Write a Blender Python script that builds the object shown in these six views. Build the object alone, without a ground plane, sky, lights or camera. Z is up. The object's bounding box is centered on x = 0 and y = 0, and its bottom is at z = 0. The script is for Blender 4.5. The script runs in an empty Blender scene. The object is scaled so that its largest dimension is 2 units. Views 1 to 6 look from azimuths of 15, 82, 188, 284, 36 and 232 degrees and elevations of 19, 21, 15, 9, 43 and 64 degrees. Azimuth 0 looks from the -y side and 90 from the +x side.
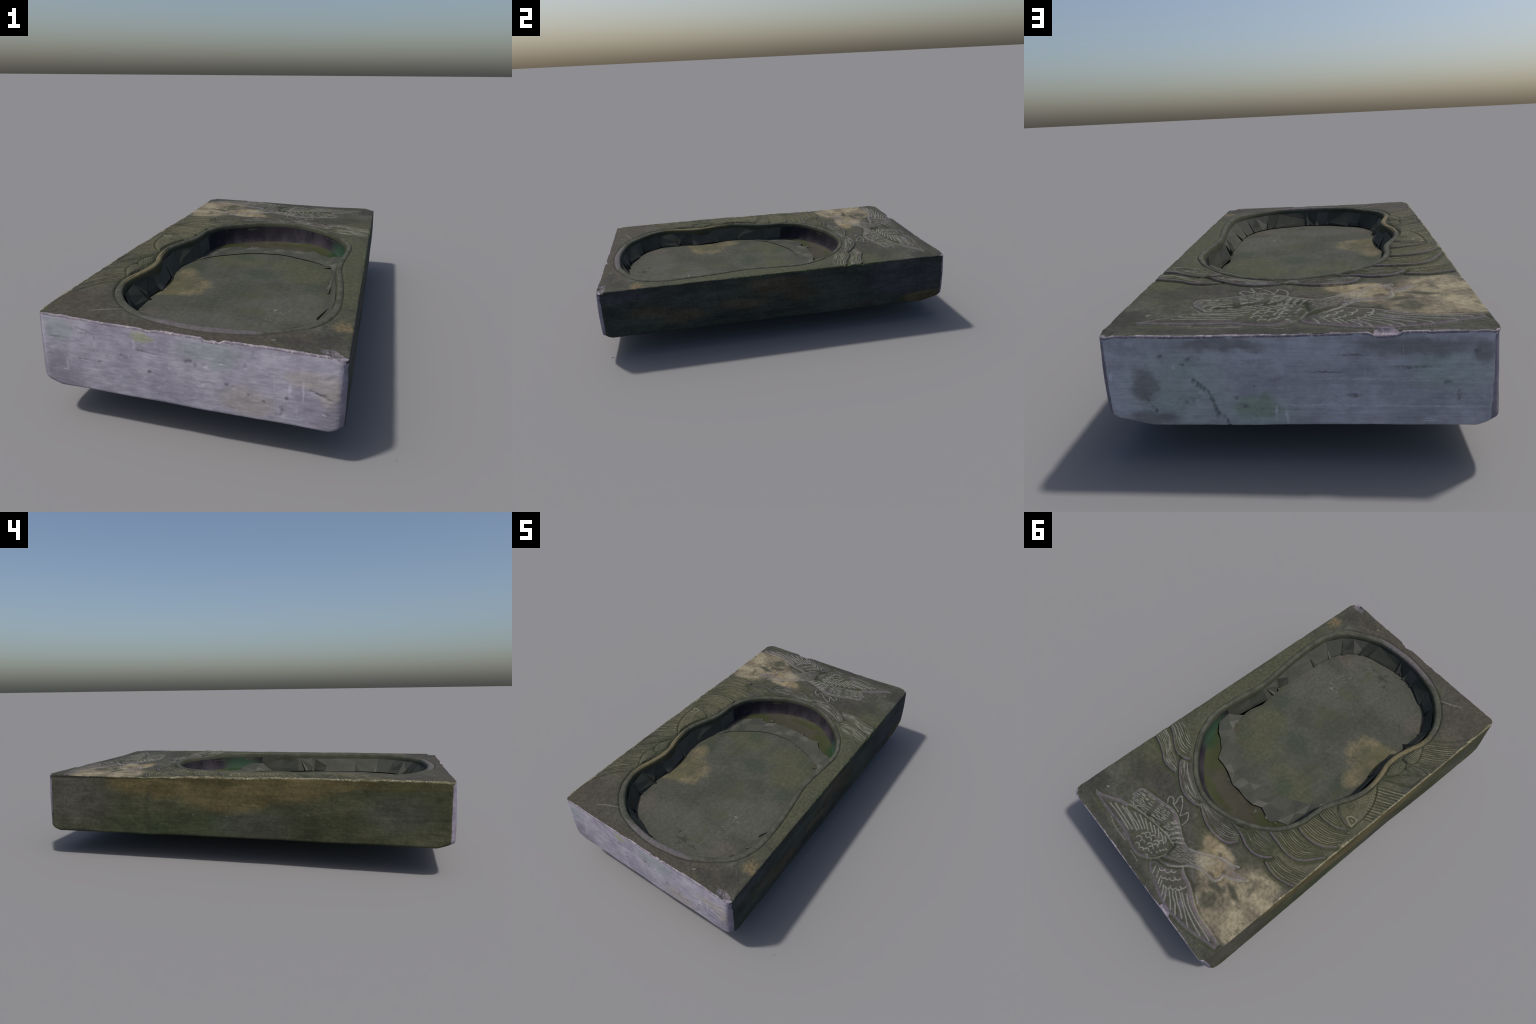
"""A carved slate inkstone: a slightly skewed rectangular slab with a gourd-shaped
basin (beaded rim, broken inner wall, grinding floor, ink well) and a low relief of a
flying crane, scalloped waves and a carp cut into the top."""
import bpy, math
import numpy as np

rng = np.random.default_rng(7)

# ------------------------------------------------------------------ helpers
def vnoise(P, freq, seed=0):
    """Smooth value noise in 3D, -1..1."""
    Q = np.asarray(P, float) * freq + seed * 17.31
    i = np.floor(Q).astype(np.int64)
    f = Q - i
    f = f * f * f * (f * (f * 6 - 15) + 10)

    def h(ix, iy, iz):
        n = (ix * 374761393 + iy * 668265263 + iz * 2147483647 + seed * 974634777) & 0xFFFFFFFF
        n = ((n ^ (n >> 13)) * 1274126177) & 0xFFFFFFFF
        return ((n ^ (n >> 16)) & 0xFFFF) / 32767.5 - 1.0

    x, y, z = i[:, 0], i[:, 1], i[:, 2]
    fx, fy, fz = f[:, 0], f[:, 1], f[:, 2]
    r = 0
    for dz, wz in ((0, 1 - fz), (1, fz)):
        for dy, wy in ((0, 1 - fy), (1, fy)):
            r = r + wz * wy * (h(x, y + dy, z + dz) * (1 - fx) + h(x + 1, y + dy, z + dz) * fx)
    return r


def fbm(P, freq, octaves=4, seed=0):
    r, a = 0, 1.0
    for k in range(octaves):
        r = r + a * vnoise(P, freq * 2 ** k, seed + k)
        a *= 0.5
    return r / 1.9


def spline(pts, n=60, closed=False):
    """Catmull-Rom through the control points, resampled evenly."""
    p = np.asarray(pts, float)
    if len(p) == 2 and not closed:
        t = np.linspace(0, 1, n)[:, None]
        return p[0] * (1 - t) + p[1] * t
    if closed:
        q = np.vstack([p[-1], p, p[0], p[1]])
        segs = len(p)
    else:
        q = np.vstack([2 * p[0] - p[1], p, 2 * p[-1] - p[-2]])
        segs = len(p) - 1
    out = []
    m = max(6, int(4 * n / segs))
    for k in range(segs):
        a, b, c, d = q[k:k + 4]
        t = np.linspace(0, 1, m, endpoint=False)[:, None]
        out.append(0.5 * (2 * b + (c - a) * t + (2 * a - 5 * b + 4 * c - d) * t ** 2 + (3 * b - a - 3 * c + d) * t ** 3))
    out.append(p[:1] if closed else p[-1:])
    c = np.vstack(out)
    s = np.r_[0, np.cumsum(np.linalg.norm(np.diff(c, axis=0), axis=1))]
    u = np.linspace(0, s[-1], n, endpoint=not closed)
    return np.stack([np.interp(u, s, c[:, k]) for k in range(c.shape[1])], 1)


def inside(XY, poly):
    res = np.zeros(len(XY), bool)
    lo, hi = poly.min(0), poly.max(0)
    idx = candidates(XY, lo, hi)
    if not len(idx):
        return res
    x, y = XY[idx, 0], XY[idx, 1]
    r = np.zeros(len(idx), bool)
    a = poly
    b = np.roll(poly, -1, 0)
    for (x0, y0), (x1, y1) in zip(a, b):
        if y0 == y1:
            continue
        c = ((y0 > y) != (y1 > y)) & (x < (x1 - x0) * (y - y0) / (y1 - y0) + x0)
        r ^= c
    res[idx] = r
    return res


def pdist(XY, line, reach, closed=False):
    """Distance to a polyline, for the points within reach of it (others: inf)."""
    D = np.full(len(XY), np.inf)
    idx, d = near(XY, line, reach, closed)
    D[idx] = d
    return D


GRID = {}


def candidates(XY, lo, hi):
    """Indices of the points inside a box; the slab's own grid is searched by rows and columns."""
    if GRID and XY is GRID["xy"]:
        r0, r1 = np.searchsorted(GRID["row_hi"], lo[1]), np.searchsorted(GRID["row_lo"], hi[1])
        c0, c1 = np.searchsorted(GRID["col_hi"], lo[0]), np.searchsorted(GRID["col_lo"], hi[0])
        idx = (np.arange(r0, r1)[:, None] * GRID["nx"] + np.arange(c0, c1)).ravel()
        if not len(idx):
            return idx
        P = XY[idx]
        return idx[(P[:, 0] >= lo[0]) & (P[:, 0] <= hi[0]) & (P[:, 1] >= lo[1]) & (P[:, 1] <= hi[1])]
    return np.where((XY[:, 0] >= lo[0]) & (XY[:, 0] <= hi[0]) & (XY[:, 1] >= lo[1]) & (XY[:, 1] <= hi[1]))[0]


def near(XY, line, reach, closed=False):
    """Indices of the points within a polyline's box, and their distances to it."""
    l = np.vstack([line, line[:1]]) if closed else np.asarray(line, float)
    idx = candidates(XY, l.min(0) - reach, l.max(0) + reach)
    d = np.full(len(idx), np.inf)
    if not len(idx):
        return idx, d
    P = XY[idx]
    for a, b in zip(l[:-1], l[1:]):
        v = b - a
        L = v @ v
        if L == 0:
            continue
        m, hw = (a + b) / 2, np.abs(v) / 2 + reach
        k = np.where((np.abs(P[:, 0] - m[0]) <= hw[0]) & (np.abs(P[:, 1] - m[1]) <= hw[1]))[0]
        if not len(k):
            continue
        qx, qy = P[k, 0] - a[0], P[k, 1] - a[1]
        t = np.clip((qx * v[0] + qy * v[1]) / L, 0, 1)
        d[k] = np.minimum(d[k], np.hypot(qx - t * v[0], qy - t * v[1]))
    return idx, d


def sstep(a, b, x):
    t = np.clip((x - a) / (b - a), 0, 1)
    return t * t * (3 - 2 * t)


# ------------------------------------------------------------------ main measures
CORNER = dict(front_left=(-0.602, -0.990), front_right=(0.511, -0.985),
              back_right=(0.469, 0.999), back_left=(-0.637, 0.956))


def plane_z(x, y):                    # the slab's top plane leans a little
    return 0.4090 - 0.0110 * x - 0.0024 * y


def bottom_z(x, y):
    return 0.1295 - 0.006 * x - 0.006 * y


# ------------------------------------------------------------------ basin outline (crest of the beaded rim)
RIM = spline([(0.312, -0.82), (0.192, -0.889), (0.072, -0.914), (-0.038, -0.92), (-0.144, -0.907),
              (-0.244, -0.880), (-0.308, -0.846), (-0.364, -0.798), (-0.415, -0.732), (-0.444, -0.658),
              (-0.449, -0.588), (-0.433, -0.509), (-0.421, -0.436), (-0.424, -0.367), (-0.444, -0.303),
              (-0.460, -0.233), (-0.463, -0.156), (-0.449, -0.087), (-0.421, -0.015), (-0.401, 0.050),
              (-0.396, 0.115), (-0.394, 0.172), (-0.384, 0.219), (-0.368, 0.265), (-0.343, 0.307),
              (-0.305, 0.348), (-0.262, 0.385), (-0.210, 0.419), (-0.150, 0.450), (-0.078, 0.475),
              (-0.012, 0.486), (0.058, 0.482), (0.126, 0.462), (0.191, 0.428), (0.25, 0.384),
              (0.298, 0.34), (0.337, 0.29), (0.365, 0.235), (0.384, 0.19), (0.395, 0.125),
              (0.393, 0.045), (0.385, -0.036), (0.380, -0.110), (0.382, -0.195), (0.394, -0.283),
              (0.409, -0.374), (0.420, -0.472), (0.425, -0.563), (0.421, -0.640), (0.402, -0.712),
              (0.366, -0.772)], 720, closed=True)
_t = np.roll(RIM, -1, 0) - np.roll(RIM, 1, 0)
_t /= np.linalg.norm(_t, axis=1)[:, None]
RIM_N = np.stack([_t[:, 1], -_t[:, 0]], 1)
if ((RIM + 0.01 * RIM_N - RIM.mean(0)) ** 2).sum() < ((RIM - RIM.mean(0)) ** 2).sum():
    RIM_N = -RIM_N                    # points away from the basin

# edge of the grinding floor
_edge = spline([(-0.24, -0.830), (-0.149, -0.866), (-0.03, -0.883), (0.05, -0.88), (0.112, -0.862), (0.192, -0.838),
                (0.265, -0.796), (0.299, -0.752), (0.328, -0.702), (0.352, -0.606), (0.368, -0.496), (0.370, -0.376),
                (0.369, -0.294), (0.352, -0.187), (0.337, -0.113), (0.342, -0.06), (0.352, 0.004), (0.342, 0.05),
                (0.312, 0.089), (0.268, 0.127), (0.206, 0.166), (0.158, 0.181), (0.108, 0.197), (0.058, 0.210),
                (-0.013, 0.216), (-0.09, 0.203), (-0.173, 0.176), (-0.257, 0.117), (-0.310, 0.078), (-0.358, 0.025),
                (-0.394, -0.05), (-0.420, -0.14), (-0.424, -0.22), (-0.402, -0.29), (-0.380, -0.37), (-0.382, -0.45),
                (-0.398, -0.54), (-0.402, -0.62), (-0.386, -0.70), (-0.350, -0.762), (-0.295, -0.805)], 240, closed=True)
# the edge is broken into short straight lengths
_fr = np.random.default_rng(21)
_k = [0]
while _k[-1] < 238:
    _k.append(_k[-1] + int(_fr.choice([1, 2, 3, 5, 7])))
_k = np.array([k for k in _k if k < 239])
_c = _edge.mean(0)
_p = _edge[_k] + (_c - _edge[_k]) / np.linalg.norm(_c - _edge[_k], axis=1)[:, None] * _fr.normal(0.001, 0.0042, len(_k))[:, None]
FLOOR = np.stack([np.interp(np.arange(240), np.r_[_k, 240], np.r_[_p[:, i], _p[0, i]]) for i in (0, 1)], 1)

# ------------------------------------------------------------------ the relief, as drawn lines on the top
WING = dict(
    upper_lead=[(0.382, 0.913), (0.313, 0.914), (0.235, 0.91), (0.165, 0.907), (0.098, 0.906), (0.042, 0.918), (-0.008, 0.922), (-0.049, 0.908), (-0.081, 0.88), (-0.103, 0.846), (-0.113, 0.809)],
    upper_trail=[(0.395, 0.905), (0.367, 0.897), (0.321, 0.87), (0.268, 0.837), (0.21, 0.809), (0.163, 0.792), (0.108, 0.776), (0.051, 0.763), (-0.001, 0.755), (-0.05, 0.751), (-0.097, 0.754)],
    lower_lead=[(-0.089, 0.878), (-0.12, 0.905), (-0.17, 0.919), (-0.223, 0.934), (-0.275, 0.944), (-0.33, 0.947), (-0.383, 0.941), (-0.449, 0.929), (-0.509, 0.911), (-0.566, 0.891), (-0.618, 0.874)],
    lower_trail=[(-0.215, 0.778), (-0.255, 0.792), (-0.306, 0.798), (-0.353, 0.815), (-0.401, 0.833), (-0.45, 0.844), (-0.501, 0.846), (-0.552, 0.845), (-0.613, 0.849)])
FEATHER = dict(
    upper=dict(a=[(0.283, 0.883), (0.211, 0.88), (0.149, 0.88), (0.105, 0.883)], b=[(0.268, 0.864), (0.205, 0.865), (0.143, 0.866), (0.094, 0.869)],
               c=[(0.232, 0.845), (0.173, 0.844), (0.123, 0.847), (0.077, 0.853)], d=[(0.212, 0.834), (0.15, 0.836), (0.108, 0.835), (0.073, 0.842)],
               e=[(0.164, 0.814), (0.108, 0.821), (0.064, 0.83)], f=[(0.137, 0.799), (0.092, 0.808), (0.059, 0.818)],
               g=[(0.103, 0.789), (0.07, 0.8), (0.043, 0.81)], h=[(0.071, 0.781), (0.042, 0.79), (0.02, 0.798)],
               i=[(0.045, 0.775), (0.017, 0.784), (0.002, 0.791)], j=[(0.019, 0.767), (-0.004, 0.777), (-0.025, 0.788)],
               k=[(-0.007, 0.768), (-0.036, 0.775), (-0.054, 0.784)], l=[(-0.035, 0.763), (-0.056, 0.768), (-0.068, 0.778)]),
    lower=dict(a=[(-0.136, 0.878), (-0.155, 0.906)], b=[(-0.166, 0.88), (-0.184, 0.901)], c=[(-0.196, 0.892), (-0.215, 0.913)],
               d=[(-0.213, 0.891), (-0.235, 0.916)], e=[(-0.234, 0.896), (-0.256, 0.912), (-0.274, 0.933)],
               f=[(-0.253, 0.891), (-0.28, 0.913), (-0.301, 0.936)], g=[(-0.263, 0.884), (-0.313, 0.909), (-0.352, 0.932)],
               h=[(-0.281, 0.874), (-0.307, 0.891), (-0.339, 0.9), (-0.387, 0.93)], i=[(-0.296, 0.868), (-0.339, 0.887), (-0.386, 0.901), (-0.419, 0.914)],
               j=[(-0.298, 0.853), (-0.337, 0.865), (-0.398, 0.886), (-0.466, 0.913)], k=[(-0.32, 0.849), (-0.39, 0.872), (-0.465, 0.885), (-0.534, 0.891)],
               l=[(-0.341, 0.835), (-0.393, 0.856), (-0.465, 0.867), (-0.52, 0.868), (-0.575, 0.872)], m=[(-0.37, 0.803), (-0.407, 0.818)]))
SCALE = dict(upper=[(0.033, 0.869), (0.031, 0.846), (0.023, 0.824), (0.006, 0.866), (-0.003, 0.836), (-0.008, 0.811), (0.011, 0.894), (-0.032, 0.846), (-0.04, 0.817), (-0.056, 0.797), (-0.021, 0.891), (-0.042, 0.874), (-0.046, 0.85), (-0.053, 0.828)],
             lower=[(-0.163, 0.857), (-0.189, 0.841), (-0.206, 0.819), (-0.199, 0.873), (-0.216, 0.861), (-0.236, 0.845), (-0.247, 0.822), (-0.253, 0.881), (-0.27, 0.863), (-0.291, 0.846), (-0.295, 0.825)])
DOTS = [(-0.063, 0.86), (-0.078, 0.837), (-0.082, 0.82), (-0.087, 0.808), (-0.092, 0.795), (-0.057, 0.883), (-0.029, 0.872)]
TAIL_BACK = [(0.211, 0.799), (0.239, 0.78), (0.26, 0.752), (0.259, 0.72), (0.235, 0.703), (0.203, 0.695), (0.162, 0.684), (0.119, 0.67), (0.076, 0.656), (0.031, 0.653), (-0.011, 0.665), (-0.061, 0.686), (-0.108, 0.703), (-0.149, 0.708), (-0.186, 0.692), (-0.217, 0.669), (-0.25, 0.644), (-0.28, 0.622), (-0.305, 0.605), (-0.347, 0.591), (-0.385, 0.569)]
BEAK_NOTCH = [(-0.385, 0.569), (-0.374, 0.6), (-0.36, 0.615), (-0.388, 0.601), (-0.425, 0.584), (-0.466, 0.57)]
THROAT = [(-0.466, 0.57), (-0.451, 0.593), (-0.417, 0.626), (-0.377, 0.651), (-0.378, 0.676), (-0.361, 0.703), (-0.319, 0.711), (-0.284, 0.721), (-0.248, 0.74), (-0.22, 0.769), (-0.192, 0.807), (-0.16, 0.834), (-0.126, 0.845), (-0.105, 0.848)]
FEET = dict(a=[(0.107, 0.654), (0.126, 0.638), (0.123, 0.621), (0.103, 0.62), (0.086, 0.635), (0.08, 0.621), (0.094, 0.598), (0.093, 0.58), (0.063, 0.593), (0.037, 0.614), (0.009, 0.644)],
            b=[(0.009, 0.644), (0.001, 0.622), (-0.002, 0.604), (-0.024, 0.616), (-0.037, 0.638), (-0.039, 0.662)],
            c=[(0.08, 0.635), (0.031, 0.639)])
BANKS = dict(a=[(0.224, 0.916), (0.166, 0.928), (0.121, 0.928), (0.073, 0.926)], b=[(0.01, 0.933), (-0.025, 0.932), (-0.057, 0.935)])
# scalloped waves: outer crest, inner end of the set of lines, number of lines
WAVES = [
    dict(out=[(0.473, 0.498), (0.419, 0.508), (0.368, 0.524), (0.321, 0.544), (0.273, 0.546), (0.22, 0.534)], inn=[(0.476, 0.41), (0.413, 0.427), (0.359, 0.457), (0.306, 0.478), (0.262, 0.492)], n=8, chalk=1.0),
    dict(out=[(0.475, 0.405), (0.431, 0.416), (0.38, 0.443), (0.337, 0.461), (0.295, 0.464), (0.259, 0.451), (0.237, 0.432)], inn=[(0.470, 0.338), (0.444, 0.338), (0.406, 0.341), (0.36, 0.352), (0.328, 0.361)], n=7, chalk=1.0),
    dict(out=[(0.28, 0.469), (0.231, 0.509), (0.173, 0.544), (0.118, 0.565), (0.067, 0.568), (0.02, 0.559), (-0.018, 0.545)], inn=[(0.238, 0.440), (0.184, 0.474), (0.117, 0.498), (0.065, 0.510), (0.02, 0.516)], n=6, chalk=1.0),
    dict(out=[(0.0, 0.533), (-0.014, 0.540), (-0.094, 0.568), (-0.176, 0.572), (-0.253, 0.549), (-0.282, 0.501)], inn=[(0.0, 0.510), (-0.07, 0.505), (-0.136, 0.487), (-0.196, 0.467), (-0.23, 0.45)], n=8, chalk=0.7),
    dict(out=[(-0.13, 0.480), (-0.185, 0.467), (-0.261, 0.47), (-0.311, 0.483), (-0.359, 0.482), (-0.4, 0.468), (-0.431, 0.443), (-0.445, 0.417)], inn=[(-0.24, 0.430), (-0.277, 0.4), (-0.334, 0.385), (-0.373, 0.374), (-0.409, 0.373)], n=9, chalk=0.0),
    dict(out=[(-0.434, 0.458), (-0.47, 0.465), (-0.514, 0.467), (-0.552, 0.46), (-0.588, 0.445), (-0.618, 0.43)], inn=[(-0.455, 0.388), (-0.492, 0.384), (-0.53, 0.374), (-0.575, 0.352), (-0.615, 0.33)], n=7, chalk=0.0),
    dict(out=[(-0.330, 0.348), (-0.355, 0.352), (-0.401, 0.354), (-0.446, 0.357), (-0.492, 0.352), (-0.53, 0.337), (-0.56, 0.307), (-0.585, 0.264), (-0.61, 0.218)], inn=[(-0.380, 0.262), (-0.396, 0.25), (-0.437, 0.25), (-0.475, 0.245), (-0.510, 0.236), (-0.555, 0.205)], n=9, chalk=0.0),
    dict(out=[(-0.405, 0.227), (-0.455, 0.23), (-0.499, 0.224), (-0.542, 0.208), (-0.576, 0.182), (-0.605, 0.144)], inn=[(-0.418, 0.118), (-0.444, 0.109), (-0.495, 0.096), (-0.536, 0.079), (-0.590, 0.040)], n=9, chalk=0.0),
    dict(out=[(-0.416, 0.099), (-0.455, 0.101), (-0.497, 0.093), (-0.531, 0.079), (-0.565, 0.05)], inn=[(-0.422, 0.030), (-0.452, 0.030), (-0.490, 0.034)], n=5, chalk=0.0),
    dict(out=[(-0.474, -0.27), (-0.529, -0.304), (-0.565, -0.329), (-0.608, -0.361)], inn=[(-0.576, -0.045), (-0.592, -0.055), (-0.612, -0.066)], n=13, chalk=0.0),
    dict(out=[(-0.463, -0.624), (-0.518, -0.678), (-0.551, -0.712), (-0.592, -0.76)], inn=[(-0.505, -0.508), (-0.548, -0.536), (-0.576, -0.561), (-0.603, -0.589)], n=9, chalk=0.0),
    dict(out=[(-0.506, -0.491), (-0.549, -0.52), (-0.600, -0.555)], inn=[(-0.552, -0.473), (-0.578, -0.485), (-0.604, -0.494)], n=5, chalk=0.0)]
CARP = dict(
    head=[(-0.438, -0.007), (-0.466, 0.018), (-0.508, 0.031), (-0.546, 0.034), (-0.574, 0.024), (-0.571, -0.01), (-0.57, -0.061), (-0.559, -0.112), (-0.54, -0.161), (-0.511, -0.206), (-0.483, -0.232)],
    mouth=[(-0.528, -0.002), (-0.558, 0.007), (-0.556, -0.017), (-0.534, -0.012)],
    body=[(-0.441, -0.349), (-0.442, -0.395), (-0.452, -0.436), (-0.485, -0.436), (-0.503, -0.40), (-0.500, -0.35), (-0.470, -0.306)],
    tail=[(-0.455, -0.436), (-0.440, -0.500), (-0.452, -0.590), (-0.458, -0.592), (-0.493, -0.537), (-0.512, -0.495), (-0.506, -0.451), (-0.471, -0.436)],
    fin_low=[(-0.498, -0.42), (-0.525, -0.460), (-0.594, -0.478), (-0.590, -0.448), (-0.527, -0.414)],
    fin_side=[(-0.468, -0.276), (-0.49, -0.325), (-0.528, -0.386), (-0.589, -0.436), (-0.590, -0.359), (-0.541, -0.319)])
EYE_CARP = (-0.481, -0.051)
EYE_BIRD = (-0.325, 0.675)
EDGE_LINE = [(-0.462, -0.631), (-0.528, -0.69), (-0.585, -0.79)]
SCRATCH = [(-0.318, -0.861), (-0.383, -0.889), (-0.424, -0.916)]

# ------------------------------------------------------------------ slab grid
NX, NY = 510, 900
HALF_R = 0.032            # rounding of the vertical corners
W_AVG, L_AVG = 1.108, 1.955


def quad_xy(s, t):
    fl, fr, br, bl = (np.array(CORNER[k]) for k in ("front_left", "front_right", "back_right", "back_left"))
    s, t = s[:, None], t[:, None]
    return fl * (1 - s) * (1 - t) + fr * s * (1 - t) + br * s * t + bl * (1 - s) * t


def edge_spacing(n, d, fine, k=5):
    """0..1, with a few finer rows at both ends for the rounded edges."""
    e = np.array([0, 0.0012, 0.0028, 0.005, 0.0078]) / d
    mid = np.linspace(0.0105 / d, 1 - 0.0105 / d, n - 2 * k)
    return np.r_[e, mid, 1 - e[::-1]]


sx, ty = edge_spacing(NX, W_AVG, 1), edge_spacing(NY, L_AVG, 1)
S, T = np.meshgrid(sx, ty)                       # rows along y
S, T = S.ravel(), T.ravel()


def round_corners(s, t):
    """Elliptical map that rounds the four vertical corners."""
    x, y = (s - 0.5) * W_AVG, (t - 0.5) * L_AVG
    a, b, R = W_AVG / 2, L_AVG / 2, HALF_R
    dx, dy = np.maximum(np.abs(x) - (a - R), 0) / R, np.maximum(np.abs(y) - (b - R), 0) / R
    nx, ny = dx * np.sqrt(1 - dy * dy / 2), dy * np.sqrt(1 - dx * dx / 2)
    x = np.where(dx > 0, np.sign(x) * (a - R + nx * R), x)
    y = np.where(dy > 0, np.sign(y) * (b - R + ny * R), y)
    return x / W_AVG + 0.5, y / L_AVG + 0.5


S2, T2 = round_corners(S, T)
XY = quad_xy(S2, T2)
nv_top = len(XY)
P3 = np.c_[XY, np.zeros(nv_top)]
_gy, _gx = XY[:, 1].reshape(NY, NX), XY[:, 0].reshape(NY, NX)
GRID.update(xy=XY, nx=NX, row_lo=np.maximum.accumulate(_gy.min(1)), row_hi=np.maximum.accumulate(_gy.max(1)),
            col_lo=np.maximum.accumulate(_gx.min(0)), col_hi=np.maximum.accumulate(_gx.max(0)))

# distance from the outer edge (metres, 0 at the edge)
EDX = np.minimum(S, 1 - S) * W_AVG
EDY = np.minimum(T, 1 - T) * L_AVG
ED = np.minimum(EDX, EDY)

H = np.zeros(nv_top)                              # relief height above the plane
light = np.zeros(nv_top)                          # chalky scratch
dark = np.zeros(nv_top)                           # dark green tint in and beside the cuts
lilac = np.zeros(nv_top)                          # bare violet stone beside the cuts
cream = np.zeros(nv_top)                          # pale worn wave ridges
region = np.zeros(nv_top, int)                    # 0 slab; >0 parts of the relief
REGION = {0: "slab"}


def new_region(name):
    REGION[len(REGION)] = name
    return len(REGION) - 1


def cut(line, width, depth, paint=None, amount=1.0, pw=None):
    idx, d = near(XY, line, width * 3)
    H[idx] -= depth * np.exp(-(d / width) ** 2)
    if paint is not None:
        w = pw or width
        paint[idx] = np.maximum(paint[idx], amount * np.exp(-(d / w) ** 2))


# broad unevenness and grain
H += 0.0022 * fbm(P3, 2.2, 3, 3) + 0.0007 * fbm(P3, 22, 3, 9) + 0.00025 * vnoise(P3, 160, 5)

# ---- rim groove and hole
d_rim = pdist(XY, RIM, 0.09, closed=True)
in_rim = inside(XY, RIM)
front_w = lambda y: 0.0155 + 0.004 * sstep(-0.45, -0.85, y) - 0.0015 * sstep(-0.1, 0.3, y)
gw = front_w(XY[:, 1])
out = ~in_rim
g = np.where(out, np.exp(-((d_rim - gw - 0.002) / 0.0042) ** 2), 0)
H -= 0.0040 * g
H -= np.where(out & (d_rim < gw), 0.006 + 0.010 * sstep(0, 1, (gw - d_rim) / 0.01), 0)
np.maximum(dark, 0.8 * g * (0.55 + 0.45 * fbm(P3, 14, 2, 4)), out=dark)
far_rim = np.where(out, sstep(0.0, 1.0, (d_rim - gw - 0.002) / 0.006), 0.0)
far_rim[~np.isfinite(d_rim) & out] = 1.0

# ---- waves
N9, N12 = vnoise(P3, 9, 3), vnoise(P3, 12, 77)
for k, w in enumerate(WAVES):
    o, i = spline(w["out"], 40), spline(w["inn"], 40)
    poly = np.vstack([o, i[::-1]])
    m = inside(XY, poly) & out
    do, di = pdist(XY, o, 0.11), pdist(XY, i, 0.11)
    do[m & ~np.isfinite(do)] = 0.1
    di[m & ~np.isfinite(di)] = 0.1
    lam = np.where(m, do, 0) / np.maximum(np.where(m, do + di, 1), 1e-6)
    fx = np.where(m, far_rim, 0)
    crest = 1.0 if k < 9 else 0.0
    lift = np.where(m & np.isfinite(lam), 0.0050 * crest * (1 - np.clip(lam, 0, 1)) ** 1.2, 0) * fx
    lift *= sstep(0, 1, do / 0.006)
    H += lift
    # the ground just outside the crest is cut away
    ring = (~m) & out & np.isfinite(do)
    fall = np.where(ring, np.exp(-(do / 0.011) ** 2), 0) * far_rim
    already = np.isin(region, [r for r, n in REGION.items() if n == "wave"])
    H -= 0.0042 * (0.25 + 0.75 * crest) * np.where(already, 0.4 * fall, fall)
    np.maximum(dark, (0.5 + 0.5 * crest) * np.where(already, 0.5, 1.0) * np.where(ring, np.exp(-(np.maximum(do - 0.009, 0) / 0.009) ** 2), 0) * far_rim * (0.8 + 0.4 * N12), out=dark)
    rid = new_region("wave")
    region[m & (d_rim > gw + 0.006) & (ED > 0.008)] = rid
    np.maximum(lilac, np.where(m, 0.95 * crest * np.exp(-((do - 0.0055) / 0.0060) ** 2), 0) * (0.7 + 0.3 * N9), out=lilac)
    # parallel lines
    n = w["n"]
    for j in range(1, n + 1):
        q = 0.09 + 0.91 * j / (n + 0.6)
        c = o * (1 - q) + i * q
        c = c + 0.0020 * np.stack([vnoise(np.c_[c, c[:, :1] * 0 + j], 22, 31), vnoise(np.c_[c, c[:, :1] * 0 + j], 22, 32)], 1)
        ix, d = near(XY, c, 0.008)
        e = np.exp(-(d / 0.0027) ** 2) * np.where(m[ix], far_rim[ix], 0)
        H[ix] -= 0.0042 * e
        dark[ix] = np.maximum(dark[ix], 0.95 * (1 - 0.55 * w["chalk"]) * e)
        q2 = 0.09 + 0.91 * (j + 0.5 + 0.04 * (j % 3)) / (n + 0.6)
        c2 = o * (1 - q2) + i * q2
        ix, d = near(XY, c2, 0.008)
        e2 = 0.95 * np.exp(-(d / 0.0026) ** 2) * np.where(m[ix], far_rim[ix], 0) * (0.52 + 0.62 * vnoise(P3[ix], 24, 40 + j))
        if w["chalk"] > 0:
            light[ix] = np.maximum(light[ix], w["chalk"] * e2)
        if w["chalk"] < 1:
            cream[ix] = np.maximum(cream[ix], (1 - w["chalk"]) * e2)

# ---- bird
body_poly = np.vstack([spline(TAIL_BACK, 90), np.array(BEAK_NOTCH[1:]), spline(THROAT, 70)[1:], np.array([(-0.113, 0.809)]), spline(WING["upper_trail"][:3:-1], 40)])
up_poly = np.vstack([spline(WING["upper_lead"], 60), spline(WING["upper_trail"], 60)[::-1]])
lo_poly = np.vstack([spline(WING["lower_lead"], 60), spline(WING["lower_trail"], 60)[::-1]])
r_body, r_tail, r_neck, r_head, r_beak = (new_region(n) for n in ("bird_torso", "bird_tail", "bird_neck", "bird_head", "bird_beak"))
r_wu, r_wl, r_foot = new_region("bird_wing"), new_region("bird_wing"), new_region("bird_foot")


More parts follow.
